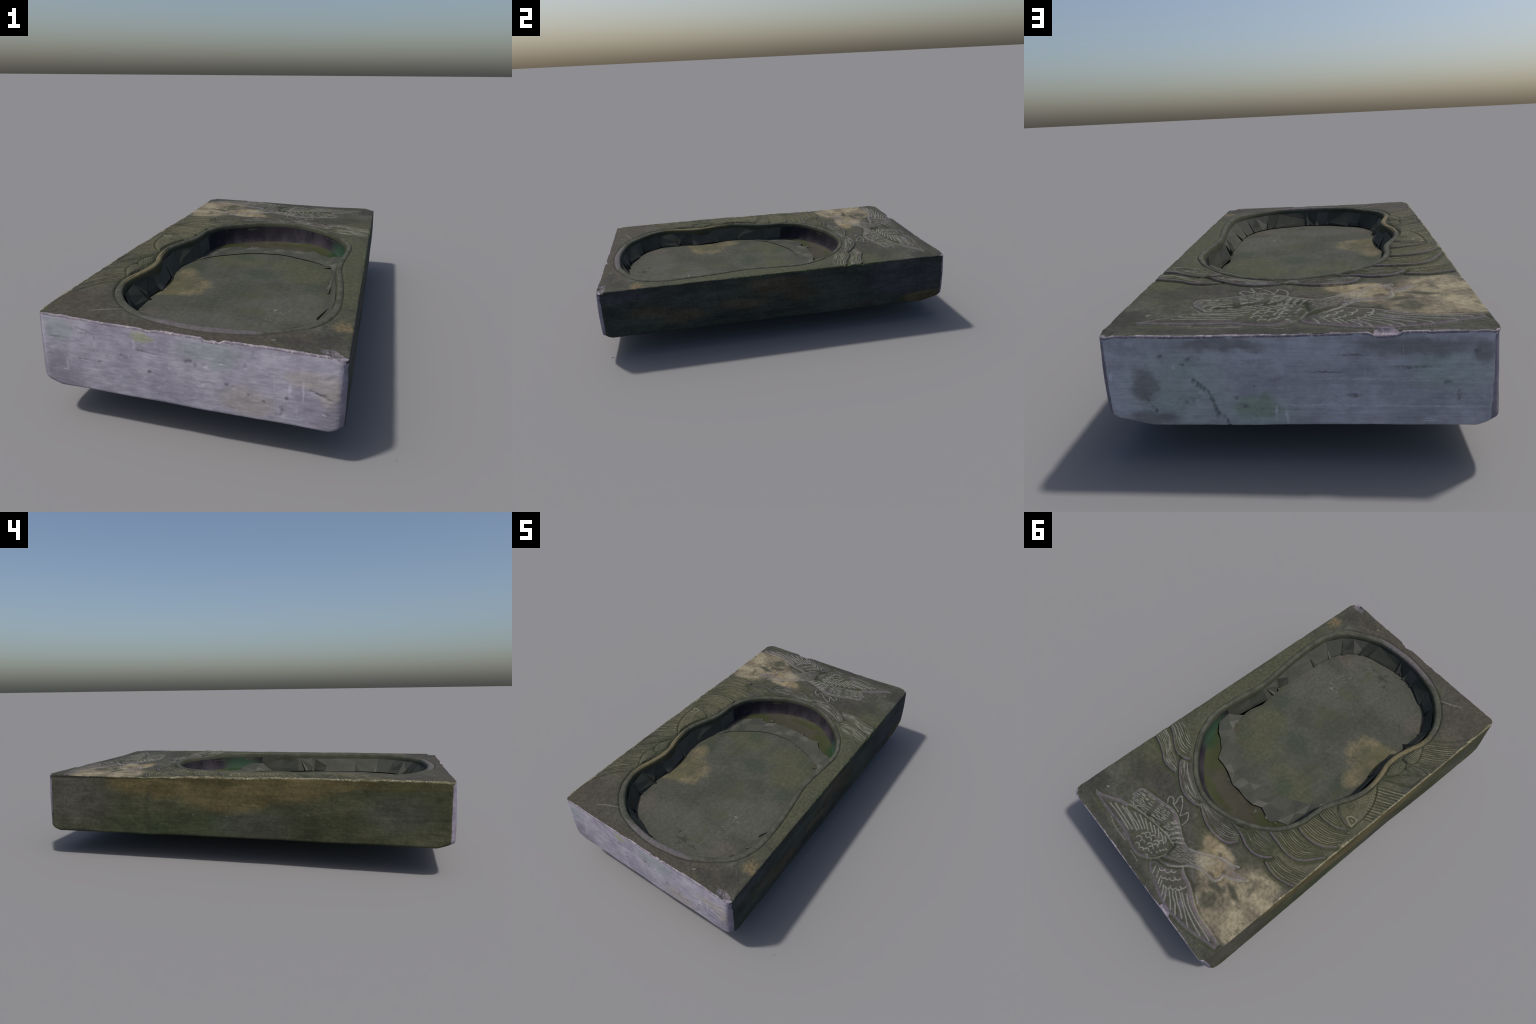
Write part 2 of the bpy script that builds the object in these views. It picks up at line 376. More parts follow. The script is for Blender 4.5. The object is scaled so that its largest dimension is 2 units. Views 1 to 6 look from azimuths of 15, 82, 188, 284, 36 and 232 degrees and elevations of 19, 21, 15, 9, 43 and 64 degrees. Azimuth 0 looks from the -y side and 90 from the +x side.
def raise_shape(poly, lift, soft, ids):
    global H
    m = inside(XY, poly)
    d = pdist(XY, poly, 0.05, closed=True)
    d = np.where(np.isfinite(d), d, 0.05)
    H += np.where(m, lift * sstep(0, soft, d), 0)
    ringd = np.where(m, 0, np.exp(-(d / 0.012) ** 2))
    H -= 0.0042 * ringd
    np.maximum(dark, 0.85 * np.where(m, 0, np.exp(-((d - 0.009) / 0.008) ** 2)) * (0.75 + 0.45 * N12), out=dark)
    np.maximum(lilac, np.where(m, 0.9 * np.exp(-((d - 0.009) / 0.007) ** 2), 0) * (0.6 + 0.55 * N9), out=lilac)
    region[m] = ids
    return m


raise_shape(lo_poly, 0.0055, 0.018, r_wl)
in_lo = inside(XY, lo_poly)
np.maximum(lilac, np.where(in_lo, 0.20 + 0.55 * vnoise(P3 * [1, 1.6, 1], 22, 58), 0), out=lilac)
m = raise_shape(body_poly, 0.0075, 0.028, r_body)
region[m & (XY[:, 0] > 0.06)] = r_tail
region[m & (XY[:, 0] < -0.13)] = r_neck
region[m & (XY[:, 0] < -0.275)] = r_head
region[m & (XY[:, 0] < -0.368)] = r_beak
raise_shape(up_poly, 0.0065, 0.020, r_wu)
for name, line in WING.items():
    c = spline(line, 70)
    cut(c, 0.005, -0.0018, light, 0.46, 0.0040)
    cut(c, 0.014, 0, lilac, 0.95, 0.0125)
for line in (TAIL_BACK, THROAT):
    c = spline(line, 90)
    cut(c, 0.005, -0.0022, light, 0.46, 0.0040)
    cut(c[(c[:, 0] < -0.16) & (c[:, 0] > -0.45)], 0.005, -0.0014, light, 0.72, 0.0050)
    cut(c, 0.014, 0, lilac, 0.95, 0.0115)
cut(np.array(BEAK_NOTCH), 0.003, 0.003, light, 0.5, 0.003)
for side, fs in FEATHER.items():
    for line in fs.values():
        cut(spline(line, 24), 0.0028, 0.0030, light, 1.0, 0.0030)
for side, pts in SCALE.items():
    for k, (x, y) in enumerate(pts):
        a = np.linspace(-1.25, 1.25, 9)
        r = 0.0135 * (0.9 + 0.25 * rng.random())
        base = math.radians(-62 if side == "upper" else 128) + rng.normal(0, 0.14)
        arc = np.stack([x + r * np.cos(base + a), y + r * np.sin(base + a)], 1)
        cut(arc, 0.0025, 0.0018, light, 0.95, 0.0027)
for x, y in DOTS:
    cut(np.array([(x, y), (x - 0.006, y - 0.003)]), 0.003, 0.0015, light, 0.9, 0.003)
for line in BANKS.values():
    cut(spline(line, 20), 0.0025, 0.0015, light, 0.6, 0.0025)
for k, line in FEET.items():
    c = spline(line, 44)
    d = pdist(XY, c, 0.03)
    region[(d < 0.0085) & (region == 0)] = r_foot
    cut(c, 0.0032, 0.0022, light, 0.62, 0.0036)
# short barbs on tail, torso and neck
dashes = []
back_c, trail_c, u80 = spline(TAIL_BACK[2:14], 80), spline(WING["upper_trail"][4:], 80), np.linspace(0, 1, 80)
for u in np.arange(0.0, 1.0, 0.068):                      # along the body, tail to neck
    for v in np.arange(0.10, 0.98, 0.105):
        top_c = np.array([np.interp(u, u80, back_c[:, k]) for k in (0, 1)])
        bot_c = np.array([np.interp(u, u80, trail_c[:, k]) for k in (0, 1)])
        p = top_c * (1 - v) + bot_c * v + rng.normal(0, 0.0025, 2)
        if abs(u - 0.33) < 0.03 or abs(u - 0.62) < 0.02:
            continue
        a = math.radians(196) + rng.normal(0, 0.16) + (0.25 if u > 0.7 else 0)
        L = 0.0100 * (0.7 + 0.6 * rng.random())
        dashes.append((p - L * np.array([math.cos(a), math.sin(a)]), p + L * np.array([math.cos(a), math.sin(a)]), 0.6 + 0.4 * rng.random()))
for u in np.arange(0.0, 1.15, 0.075):                      # neck
    for v in np.arange(0.10, 0.95, 0.095):
        A = np.array([-0.125, 0.725]) * (1 - u) + np.array([-0.285, 0.640]) * u
        B = np.array([-0.125, 0.835]) * (1 - u) + np.array([-0.262, 0.725]) * u
        p = A * (1 - v) + B * v + rng.normal(0, 0.002, 2)
        a = math.radians(207) + rng.normal(0, 0.1)
        L = 0.0075 * (0.8 + 0.5 * rng.random())
        dashes.append((p - L * np.array([math.cos(a), math.sin(a)]), p + L * np.array([math.cos(a), math.sin(a)]), 0.32 + 0.3 * rng.random()))
in_body = inside(XY, body_poly)
for a, b, s in dashes:
    cut(np.array([a, b]), 0.0021, 0.0016, light, s, 0.0023)
# beak, eye
for r in (0.008,):
    a = np.linspace(0, 2 * np.pi, 24)
    cut(np.stack([EYE_BIRD[0] + r * np.cos(a), EYE_BIRD[1] + r * np.sin(a)], 1), 0.002, 0.0015, light, 0.4, 0.002)

# ---- carp
carp_ids = {}
for k, name in dict(head="fish_head", body="fish_torso", tail="fish_tail", fin_low="fish_fin", fin_side="fish_fin").items():
    carp_ids[k] = new_region(name)
    c = spline(CARP[k], 60) if k == "head" else spline(CARP[k], 60, closed=True)
    poly = np.vstack([c, [(-0.470, -0.200), (-0.478, -0.14), (-0.468, -0.08), (-0.445, -0.03)]]) if k == "head" else c
    m = inside(XY, poly) & out
    d = pdist(XY, c, 0.04)
    d = np.where(np.isfinite(d), d, 0.04)
    H += np.where(m, 0.005 * sstep(0, 0.02, d), 0) * far_rim
    H -= 0.004 * np.exp(-(d / 0.004) ** 2) * far_rim
    np.maximum(dark, 0.8 * np.exp(-(d / 0.0045) ** 2) * far_rim, out=dark)
    region[m & (d_rim > gw + 0.006) & (ED > 0.008)] = carp_ids[k]
    if k != "head":
        # inside the fins there are no wave lines
        cream[m] *= 0.5
head_c = spline(CARP["head"], 60)
cut(head_c + [(0.012, -0.012)], 0.0035, 0.002, lilac, 0.6, 0.003)
for r, dep in ((0.007, 0.003), (0.0165, 0.0035)):
    a = np.linspace(0, 2 * np.pi, 26)
    cut(np.stack([EYE_CARP[0] + r * np.cos(a), EYE_CARP[1] + r * np.sin(a)], 1), 0.0028, dep, dark, 0.75, 0.003)
mp = np.array(CARP["mouth"] + CARP["mouth"][:1])
cut(mp, 0.004, 0.004, dark, 0.7, 0.004)
np.maximum(cream, 0.75 * np.exp(-((pdist(XY, mp, 0.03) - 0.009) / 0.004) ** 2), out=cream)
for q in np.linspace(0.12, 0.88, 6):                        # gill strokes
    p = np.array([-0.462, -0.165]) * (1 - q) + np.array([-0.535, -0.140]) * q
    cut(spline([p, p + [0.012, 0.018], p + [0.018, 0.045]], 12), 0.0024, 0.0022, cream, 0.55, 0.0024)
body_poly2 = spline(CARP["body"], 40, closed=True)
for ix in np.arange(-0.53, -0.43, 0.0125):
    for k, iy in enumerate(np.arange(-0.46, -0.30, 0.0125)):
        p = np.array([[ix + (0.006 if k % 2 else 0), iy]])
        if inside(p, body_poly2)[0]:
            a = np.linspace(-1.5, 1.5, 8) - 1.3
            arc = np.stack([p[0, 0] + 0.007 * np.cos(a), p[0, 1] + 0.007 * np.sin(a)], 1)
            cut(arc, 0.0022, 0.002, dark, 0.6, 0.002)
            np.maximum(cream, 0.55 * np.exp(-(pdist(XY, p + np.array([[0.001, 0.001], [0, 0]]), 0.02) / 0.0028) ** 2), out=cream)


def fan(p0, p1, q0, q1, n, amt=0.65):
    p0, p1, q0, q1 = (np.array(v) for v in (p0, p1, q0, q1))
    for t in np.linspace(0, 1, n):
        a, b = p0 * (1 - t) + p1 * t, q0 * (1 - t) + q1 * t
        cut(spline([a, (a + b) / 2 + [0.004, -0.002], b], 16), 0.0023, 0.0024, dark, 0.7, 0.0024)
        off = (p1 - p0) / max(n - 1, 1) / 2
        cut(spline([a + off, b + off], 12), 0.0023, -0.0006, cream, amt, 0.0023)


fan((-0.458, -0.452), (-0.498, -0.455), (-0.448, -0.560), (-0.503, -0.500), 6, 0.45)
fan((-0.500, -0.425), (-0.525, -0.418), (-0.585, -0.470), (-0.585, -0.448), 4, 0.6)
fan((-0.475, -0.288), (-0.500, -0.292), (-0.575, -0.425), (-0.582, -0.365), 6, 0.35)
cut(spline(EDGE_LINE, 30), 0.0035, 0.004, dark, 0.9, 0.004)
cut(spline(SCRATCH, 20), 0.0016, 0.0008, light, 0.8, 0.002)
for p in ((0.256, -0.934), (0.369, 0.844)):
    cut(np.array([p, (p[0] + 0.006, p[1] + 0.004)]), 0.003, 0.0008, light, 1.3, 0.0035)
for k in range(26):                                        # scattered fine scratches
    p = np.array([rng.uniform(-0.55, 0.45), rng.uniform(-0.96, 0.75)])
    a = rng.uniform(0, 6.28)
    L = rng.uniform(0.01, 0.05)
    q = p + L * np.array([math.cos(a), math.sin(a)])
    cut(np.array([p, q]), 0.0014, 0.0006, light, rng.uniform(0.25, 0.45), 0.0016)

# ---- outer edges: worn, chipped
edge_r = 0.0065 + 0.0035 * fbm(np.c_[XY, np.zeros(nv_top)], 9, 3, 21)
edge_r = np.clip(edge_r, 0.003, 0.02)
e = np.clip(ED, 0, None)
drop = np.where(e < edge_r, edge_r - np.sqrt(np.maximum(edge_r ** 2 - (edge_r - e) ** 2, 0)), 0)
drop *= 0.6
chip_n = fbm(np.c_[XY * 1.0, np.zeros(nv_top)], 26, 3, 61)
drop += 0.0022 * sstep(0.15, 0.55, chip_n) * np.exp(-(e / 0.006) ** 2)
left_wear = np.where(S < 0.5, np.exp(-(EDX / 0.02) ** 2), 0) * sstep(0.65, 0.3, XY[:, 1]) * sstep(-0.85, -0.5, XY[:, 1])
drop += left_wear * 0.003 * sstep(-0.3, 0.5, fbm(P3, 32, 3, 62))
right_wear = np.where(S > 0.5, np.exp(-(EDX / 0.012) ** 2), 0)
drop += right_wear * 0.002 * sstep(-0.3, 0.4, fbm(P3, 24, 3, 63))
for cx, cy, rx, ry, dep in ((0.065, -0.985, 0.045, 0.022, 0.010), (-0.335, 0.965, 0.05, 0.02, 0.009), (0.49, -0.962, 0.055, 0.032, 0.010),
                            (-0.63, 0.945, 0.04, 0.03, 0.004), (0.46, 0.985, 0.05, 0.035, 0.006), (-0.60, -0.975, 0.03, 0.03, 0.004), (-0.17, -0.985, 0.03, 0.012, 0.004)):
    q = np.hypot((XY[:, 0] - cx) / rx, (XY[:, 1] - cy) / ry) + 0.25 * fbm(P3, 40, 2, 15)
    drop += dep * sstep(1.0, 0.45, q)
H -= drop
corner_chip = np.hypot((XY[:, 0] - 0.455) / 0.04, (XY[:, 1] + 0.957) / 0.02) + 0.3 * fbm(P3, 40, 2, 15)

TOP_Z = plane_z(XY[:, 0], XY[:, 1]) + H
# the front border and the right border stand a little proud
TOP_Z += 0.006 * np.maximum(sstep(0.72, 0.95, S), sstep(0.2, 0.05, T)) + sstep(0.24, 0.08, S) * (0.007 * sstep(0.74, 0.60, T) + 0.005 * sstep(0.55, 0.35, T)) * (1 - 0.6 * sstep(0.2, 0.05, T))
V_top = np.c_[XY, TOP_Z]

# ------------------------------------------------------------------ perimeter, sides, bottom
gid = np.arange(nv_top).reshape(NY, NX)
per = np.r_[gid[0, :-1], gid[:-1, -1], gid[-1, :0:-1], gid[:0:-1, 0]]          # counter-clockwise from front left
n_per = len(per)
pxy, pz = XY[per], TOP_Z[per]
tan = np.roll(pxy, -1, 0) - np.roll(pxy, 1, 0)
tan /= np.maximum(np.linalg.norm(tan, axis=1), 1e-9)[:, None]
nor = np.stack([tan[:, 1], -tan[:, 0]], 1)
ROWS = 74
side = np.zeros(n_per, int)
side[:NX - 1], side[NX - 1:NX + NY - 2], side[NX + NY - 2:2 * NX + NY - 3], side[2 * NX + NY - 3:] = 1, 2, 3, 4   # front right back left
perim_s = np.r_[0, np.cumsum(np.linalg.norm(np.diff(pxy, axis=0), axis=1))]

lift_c = np.zeros(n_per)      # chamfered lower corners
round_b = np.full(n_per, 0.010) + 0.004 * vnoise(np.c_[pxy, np.zeros(n_per)], 7, 12)
for (cx, cy, r, amt) in ((-0.602, -0.990, 0.075, 0.020), (0.510, -0.984, 0.05, 0.016), (0.470, 1.001, 0.14, 0.032), (-0.641, 0.956, 0.06, 0.020)):
    dd = np.hypot(pxy[:, 0] - cx, pxy[:, 1] - cy)
    k = np.clip(1 - dd / r, 0, 1)
    lift_c += amt * k ** 1.2
    round_b += 0.014 * k
bz = bottom_z(pxy[:, 0], pxy[:, 1]) + 0.003 * fbm(np.c_[pxy, np.zeros(n_per)], 6, 3, 8) + lift_c
BLUR = np.hanning(61) / np.hanning(61).sum()
rows = []
for r in range(1, ROWS + 1):
    f = r / ROWS
    z = pz * (1 - f) + bz * f
    bulge = 0.007 * np.sin(np.pi * min(1, f * 1.02)) * np.where(side == 1, 0.8, np.where(side == 3, 0.55, np.where(side == 2, 0.3, 0.1)))
    bulge = bulge + np.where(side == 4, 0.011 * f * sstep(-0.4, 0.7, pxy[:, 1]) + 0.010 * f * sstep(-0.1, -0.6, pxy[:, 1]) - 0.004 * (1 - f) * sstep(0.0, 0.6, pxy[:, 1]), 0)
    bulge = bulge + np.where(side == 1, 0.003 * f, 0)
    h_b = z - bz
    inset = np.where(h_b < round_b, round_b - np.sqrt(np.maximum(round_b ** 2 - (round_b - h_b) ** 2, 0)), 0)
    q = np.c_[pxy, z]
    dis = 0.0028 * fbm(q, 5, 3, 44)
    dis += 0.0004 * fbm(q * [6.0, 6.0, 60.0], 1.0, 3, 47) + 0.0004 * vnoise(q * [1, 1, 3], 60, 48)
    pit = fbm(q * [1, 1, 2.2], 18, 2, 51)
    dis -= 0.0012 * sstep(0.45, 0.75, pit)
    fade = sstep(0, 0.05, f)
    bulge = np.convolve(np.r_[bulge[-60:], bulge, bulge[:60]], BLUR, "same")[60:-60]
    off = bulge + dis * fade - inset * 0.9
    rows.append(np.c_[pxy + nor * off[:, None], z])
# named gouges on the ends
def gouge(line, width, depth, faces):
    """line in (x, z) on an end face."""
    for R in rows:
        m = np.isin(side, faces)
        d = pdist(R[m][:, [0, 2]], np.asarray(line, float), width * 3)
        R[np.where(m)[0], :2] -= nor[m] * (depth * np.exp(-(d / width) ** 2))[:, None]


gouge([(0.20, 0.27), (0.165, 0.235), (0.145, 0.19), (0.14, 0.165)], 0.006, 0.0035, [3])
gouge([(0.14, 0.165), (0.115, 0.15), (0.105, 0.12)], 0.005, 0.003, [3])
gouge([(0.345, 0.22), (0.335, 0.195), (0.318, 0.175)], 0.005, 0.0025, [3])
gouge([(0.0, 0.178), (-0.2, 0.174), (-0.35, 0.178), (-0.60, 0.176)], 0.003, 0.0018, [3])
gouge([(-0.10, 0.262), (-0.25, 0.255), (-0.35, 0.25), (-0.45, 0.245)], 0.003, 0.0015, [3])
gouge([(-0.44, 0.385), (-0.39, 0.372), (-0.375, 0.345)], 0.004, 0.0018, [1])
gouge([(0.40, 0.28), (0.44, 0.265), (0.462, 0.255)], 0.005, 0.0022, [1])
gouge([(-0.20, 0.335), (-0.14, 0.325)], 0.003, 0.001, [1])
gouge([(0.30, 0.20), (0.31, 0.175)], 0.005, 0.0015, [1])
for x, z in ((-0.27, 0.305), (-0.16, 0.255), (0.04, 0.315), (0.18, 0.33), (0.14, 0.25), (0.03, 0.245), (0.30, 0.17)):
    gouge([(x - 0.002, z), (x + 0.002, z)], 0.005, 0.0015, [1])

nb_rings = 14
bot = rows[-1]
cen = bot[:, :2].mean(0)
brow = []
for k in range(1, nb_rings + 1):
    f = 1 - k / nb_rings
    f2 = (1 - 0.02 * min(k, 1)) * f if k == 1 else f
    xy = cen + (bot[:, :2] - cen) * f
    zz = bottom_z(xy[:, 0], xy[:, 1]) + 0.002 * fbm(np.c_[xy, np.zeros(n_per)], 6, 3, 8)
    zz = zz * (1 - 0.35 * (k == 1)) + bot[:, 2] * 0.35 * (k == 1)
    brow.append(np.c_[xy, zz])

V = np.vstack([V_top] + rows + brow[:-1] + [np.array([[cen[0], cen[1], bottom_z(*cen)]])])

# faces
a = gid[:-1, :-1].ravel(); b = gid[:-1, 1:].ravel(); c = gid[1:, 1:].ravel(); d = gid[1:, :-1].ravel()
F_top = np.c_[a, b, c, d]
ring_idx = [per] + [nv_top + k * n_per + np.arange(n_per) for k in range(ROWS + nb_rings - 1)]
F_side = []
for u, l in zip(ring_idx[:-1], ring_idx[1:]):
    F_side.append(np.c_[u, l, np.roll(l, -1), np.roll(u, -1)])
F_side = np.vstack(F_side)
last = ring_idx[-1]
F_cap = np.c_[last, np.full(n_per, len(V) - 1), np.roll(last, -1)]

# vertex normals of the whole slab (shared by all parts cut from it)
VN = np.zeros_like(V)
for F in (F_top, F_side):
    n = np.cross(V[F[:, 2]] - V[F[:, 0]], V[F[:, 3]] - V[F[:, 1]])
    for k in range(4):
        for ax in range(3):
            VN[:, ax] += np.bincount(F[:, k], n[:, ax], len(V))
n = np.cross(V[F_cap[:, 1]] - V[F_cap[:, 0]], V[F_cap[:, 2]] - V[F_cap[:, 0]])
for k in range(3):
    for ax in range(3):
        VN[:, ax] += np.bincount(F_cap[:, k], n[:, ax], len(V))
VN /= np.maximum(np.linalg.norm(VN, axis=1), 1e-12)[:, None]

# drop the part of the top inside the basin
inner = in_rim & (d_rim > 0.004)
F_top = F_top[~inner[F_top].any(1)]

# ------------------------------------------------------------------ materials
def lin(r, g, b):
    f = lambda c: (c / 255) / 12.92 if c <= 10 else ((c / 255 + 0.055) / 1.055) ** 2.4
    return (f(r), f(g), f(b), 1)


class Nodes:
    def __init__(self, tree):
        self.t, self.n, self.l = tree, tree.nodes, tree.links

    def node(self, kind, **kw):
        x = self.n.new(kind)
        for k, v in kw.items():
            setattr(x, k, v)
        return x

    def put(self, sock, val):
        if isinstance(val, bpy.types.NodeSocket):
            self.l.new(val, sock)
        elif val is not None:
            sock.default_value = val

    def math(self, op, a, b=None, c=None, clamp=False):
        x = self.node("ShaderNodeMath", operation=op, use_clamp=clamp)
        for s, v in zip(x.inputs, (a, b, c)):
            self.put(s, v)
        return x.outputs[0]

    def vmath(self, op, a, b=None, scale=None):
        x = self.node("ShaderNodeVectorMath", operation=op)
        self.put(x.inputs[0], a)
        if b is not None:
            self.put(x.inputs[1], b)
        if scale is not None:
            self.put(x.inputs["Scale"], scale)
        return x.outputs["Value"] if op in ("LENGTH", "DISTANCE") else x.outputs[0]

    def noise(self, vec, scale, detail=4, rough=0.55, dist=0.0, color=False):
        x = self.node("ShaderNodeTexNoise")
        self.put(x.inputs["Vector"], vec)
        x.inputs["Scale"].default_value = scale
        x.inputs["Detail"].default_value = detail
        x.inputs["Roughness"].default_value = rough
        x.inputs["Distortion"].default_value = dist
        return x.outputs["Color"] if color else x.outputs["Fac"]

    def ramp(self, v, lo, hi, a=0.0, b=1.0):
        x = self.node("ShaderNodeMapRange", interpolation_type="SMOOTHSTEP")
        for s, val in zip(x.inputs, (v, lo, hi, a, b)):
            self.put(s, val)
        return x.outputs[0]

    def mix(self, f, a, b):
        x = self.node("ShaderNodeMix", data_type="RGBA")
        self.put(x.inputs[0], f)
        self.put(x.inputs[6], a)
        self.put(x.inputs[7], b)
        return x.outputs[2]

    def mul(self, col, f):
        x = self.node("ShaderNodeVectorMath", operation="SCALE")
        self.put(x.inputs[0], tuple(col)[:3] if isinstance(col, tuple) else col)
        self.put(x.inputs["Scale"], f)
        return x.outputs[0]

    def stretch(self, vec, s):
        return self.vmath("MULTIPLY", vec, s)

    def blob(self, pos, centre, radius, soft=0.5):
        """1 inside an ellipsoid patch (0 radius axis ignored), fading to 0."""
        r = tuple(1.0 / x if x else 0.0 for x in radius)
        v = self.vmath("MULTIPLY", self.vmath("SUBTRACT", pos, centre), r)
        return self.ramp(self.vmath("LENGTH", v), 1 + soft, 1 - soft)

    def blobs(self, pos, items, soft=0.5):
        out = None
        for c, r in items:
            b = self.blob(pos, c, r, soft)
            out = b if out is None else self.math("MAXIMUM", out, b)
        return out


def coords(N, amp=0.06, scale=7.0):
    p = N.node("ShaderNodeTexCoord").outputs["Object"]
    w = N.vmath("SUBTRACT", N.noise(p, scale, 7, 0.70, color=True), (0.5, 0.5, 0.5))
    return p, N.vmath("ADD", p, N.vmath("SCALE", w, scale=amp * 2))


def finish(mat, N, col, height, bump=0.25, dist=0.0016, rough=0.62, spec=0.16):
    b = N.node("ShaderNodeBsdfPrincipled")
    N.put(b.inputs["Base Color"], col)
    N.put(b.inputs["Roughness"], min(0.9, rough + 0.22))
    b.inputs["Specular IOR Level"].default_value = spec
    if height is not None:
        bp = N.node("ShaderNodeBump")
        bp.inputs["Strength"].default_value = bump
        bp.inputs["Distance"].default_value = dist
        N.put(bp.inputs["Height"], height)
        N.l.new(bp.outputs[0], b.inputs["Normal"])
    o = N.node("ShaderNodeOutputMaterial")
    N.l.new(b.outputs[0], o.inputs[0])


def new_mat(name):
    m = bpy.data.materials.new(name)
    m.use_nodes = True
    m.node_tree.nodes.clear()
    return m, Nodes(m.node_tree)


def group(name, build):
    g = bpy.data.node_groups.new(name, "ShaderNodeTree")
    g.interface.new_socket("Color", in_out="OUTPUT", socket_type="NodeSocketColor")
    g.interface.new_socket("Height", in_out="OUTPUT", socket_type="NodeSocketFloat")
    N = Nodes(g)
    col, h = build(N)
    o = N.node("NodeGroupOutput")
    N.put(o.inputs[0], col)
    N.put(o.inputs[1], h)
    return g


def A(r, g, b, k=1.0):
    """Colour as it shows on the sunlit top, turned into base colour."""
    c = lin(r, g, b)
    f = k / 1.22
    return (c[0] * f, c[1] * f, c[2] * f, 1)


def top_colour(N):
    p, q = coords(N, 0.05, 6.0)
    fine = N.noise(p, 60, 6, 0.7)
    mid = N.noise(p, 9, 5, 0.6)
    broad = N.noise(p, 2.6, 3, 0.5)
    col = N.mix(N.ramp(mid, 0.35, 0.68), A(63, 64, 56), A(77, 77, 70))
    col = N.mix(N.ramp(broad, 0.5, 0.62, 0, 0.5), col, A(73, 69, 62))
    col = N.mix(N.ramp(N.noise(p, 5.5, 6, 0.68), 0.53, 0.63, 0, 0.4), col, A(70, 74, 52))
    col = N.mix(N.ramp(N.noise(p, 8, 6, 0.7, 0.8), 0.56, 0.66, 0, 0.4), col, A(92, 91, 83))
    # green film along the right border and around the waves
    gre = N.blobs(q, [((0.47, -0.15, 0.4), (0.10, 0.55, 0)), ((0.40, 0.45, 0.4), (0.14, 0.25, 0)), ((-0.47, 0.0, 0.4), (0.12, 0.50, 0))], 0.45)
    col = N.mix(N.math("MULTIPLY", gre, N.ramp(mid, 0.25, 0.6, 0.35, 0.9)), col, A(72, 74, 56))
    wav = N.blobs(q, [((-0.50, 0.25, 0.4), (0.11, 0.26, 0)), ((-0.54, -0.15, 0.4), (0.06, 0.22, 0)), ((-0.52, -0.6, 0.4), (0.07, 0.14, 0))], 0.4)
    col = N.mix(N.math("MULTIPLY", wav, N.ramp(mid, 0.3, 0.6, 0.25, 0.75)), col, A(86, 84, 66))
    # brownish corner at the front left, dark films
    bro = N.blobs(q, [((-0.50, -0.90, 0.4), (0.16, 0.12, 0)), ((-0.1, -0.965, 0.4), (0.4, 0.03, 0)), ((0.35, -0.90, 0.4), (0.14, 0.06, 0))], 0.5)
    col = N.mix(N.math("MULTIPLY", bro, 0.6), col, A(72, 66, 59))
    drk = N.blobs(q, [((0.33, -0.93, 0.4), (0.07, 0.025, 0)), ((0.42, -0.88, 0.4), (0.05, 0.05, 0)), ((0.42, 0.88, 0.4), (0.07, 0.07, 0)), ((0.35, 0.66, 0.4), (0.08, 0.05, 0)), ((0.0, 0.62, 0.4), (0.05, 0.03, 0)), ((0.10, 0.955, 0.4), (0.35, 0.025, 0)), ((0.18, 0.61, 0.4), (0.16, 0.05, 0))], 0.5)
    col = N.mix(N.math("MULTIPLY", drk, 0.55), col, A(52, 52, 50))
    # pale buff patch in the back left corner
    buff = N.blobs(q, [((-0.50, 0.74, 0.4), (0.15, 0.12, 0)), ((-0.40, 0.67, 0.4), (0.19, 0.09, 0)), ((-0.27, 0.605, 0.4), (0.13, 0.05, 0)), ((-0.52, 0.62, 0.4), (0.14, 0.14, 0)), ((-0.56, 0.80, 0.4), (0.09, 0.055, 0)), ((-0.585, 0.70, 0.4), (0.06, 0.12, 0))], 0.22)
    bc = N.mix(N.ramp(mid, 0.38, 0.60), A(108, 100, 85), A(144, 135, 112))
    ora = N.blobs(q, [((-0.24, 0.61, 0.4), (0.11, 0.045, 0)), ((-0.33, 0.66, 0.4), (0.07, 0.05, 0))], 0.5)
    bc = N.mix(N.math("MULTIPLY", ora, 0.5), bc, A(126, 113, 84))
    gap = N.ramp(N.noise(p, 17, 5, 0.7), 0.53, 0.64)
    gap = N.math("MULTIPLY", gap, 0.65)
    hole = N.blobs(q, [((-0.43, 0.775, 0.4), (0.045, 0.035, 0)), ((-0.475, 0.66, 0.4), (0.06, 0.02, 0)), ((-0.40, 0.715, 0.4), (0.05, 0.02, 0))], 0.45)
    gap = N.math("MAXIMUM", gap, N.math("MULTIPLY", hole, 0.9))
    bc = N.mix(gap, bc, A(66, 67, 56))
    col = N.mix(N.math("MULTIPLY", buff, 0.92), col, bc)
    # ochre stain near the front right corner
    och = N.blobs(q, [((0.478, -0.765, 0.4), (0.045, 0.045, 0))], 0.45)
    col = N.mix(N.math("MULTIPLY", och, N.ramp(N.noise(p, 30, 4, 0.6), 0.38, 0.62, 0, 0.75)), col, A(108, 94, 68))
    # grain
    col = N.mul(col, N.ramp(fine, 0.3, 0.72, 0.74, 1.25))
    spk = N.ramp(N.noise(p, 140, 2, 0.5), 0.70, 0.76, 0, 0.5)
    col = N.mix(spk, col, A(140, 138, 128))
    h = N.math("ADD", N.noise(p, 90, 6, 0.65), N.math("MULTIPLY", mid, 0.6))
    return col, h


G_TOP = group("top_stone", top_colour)


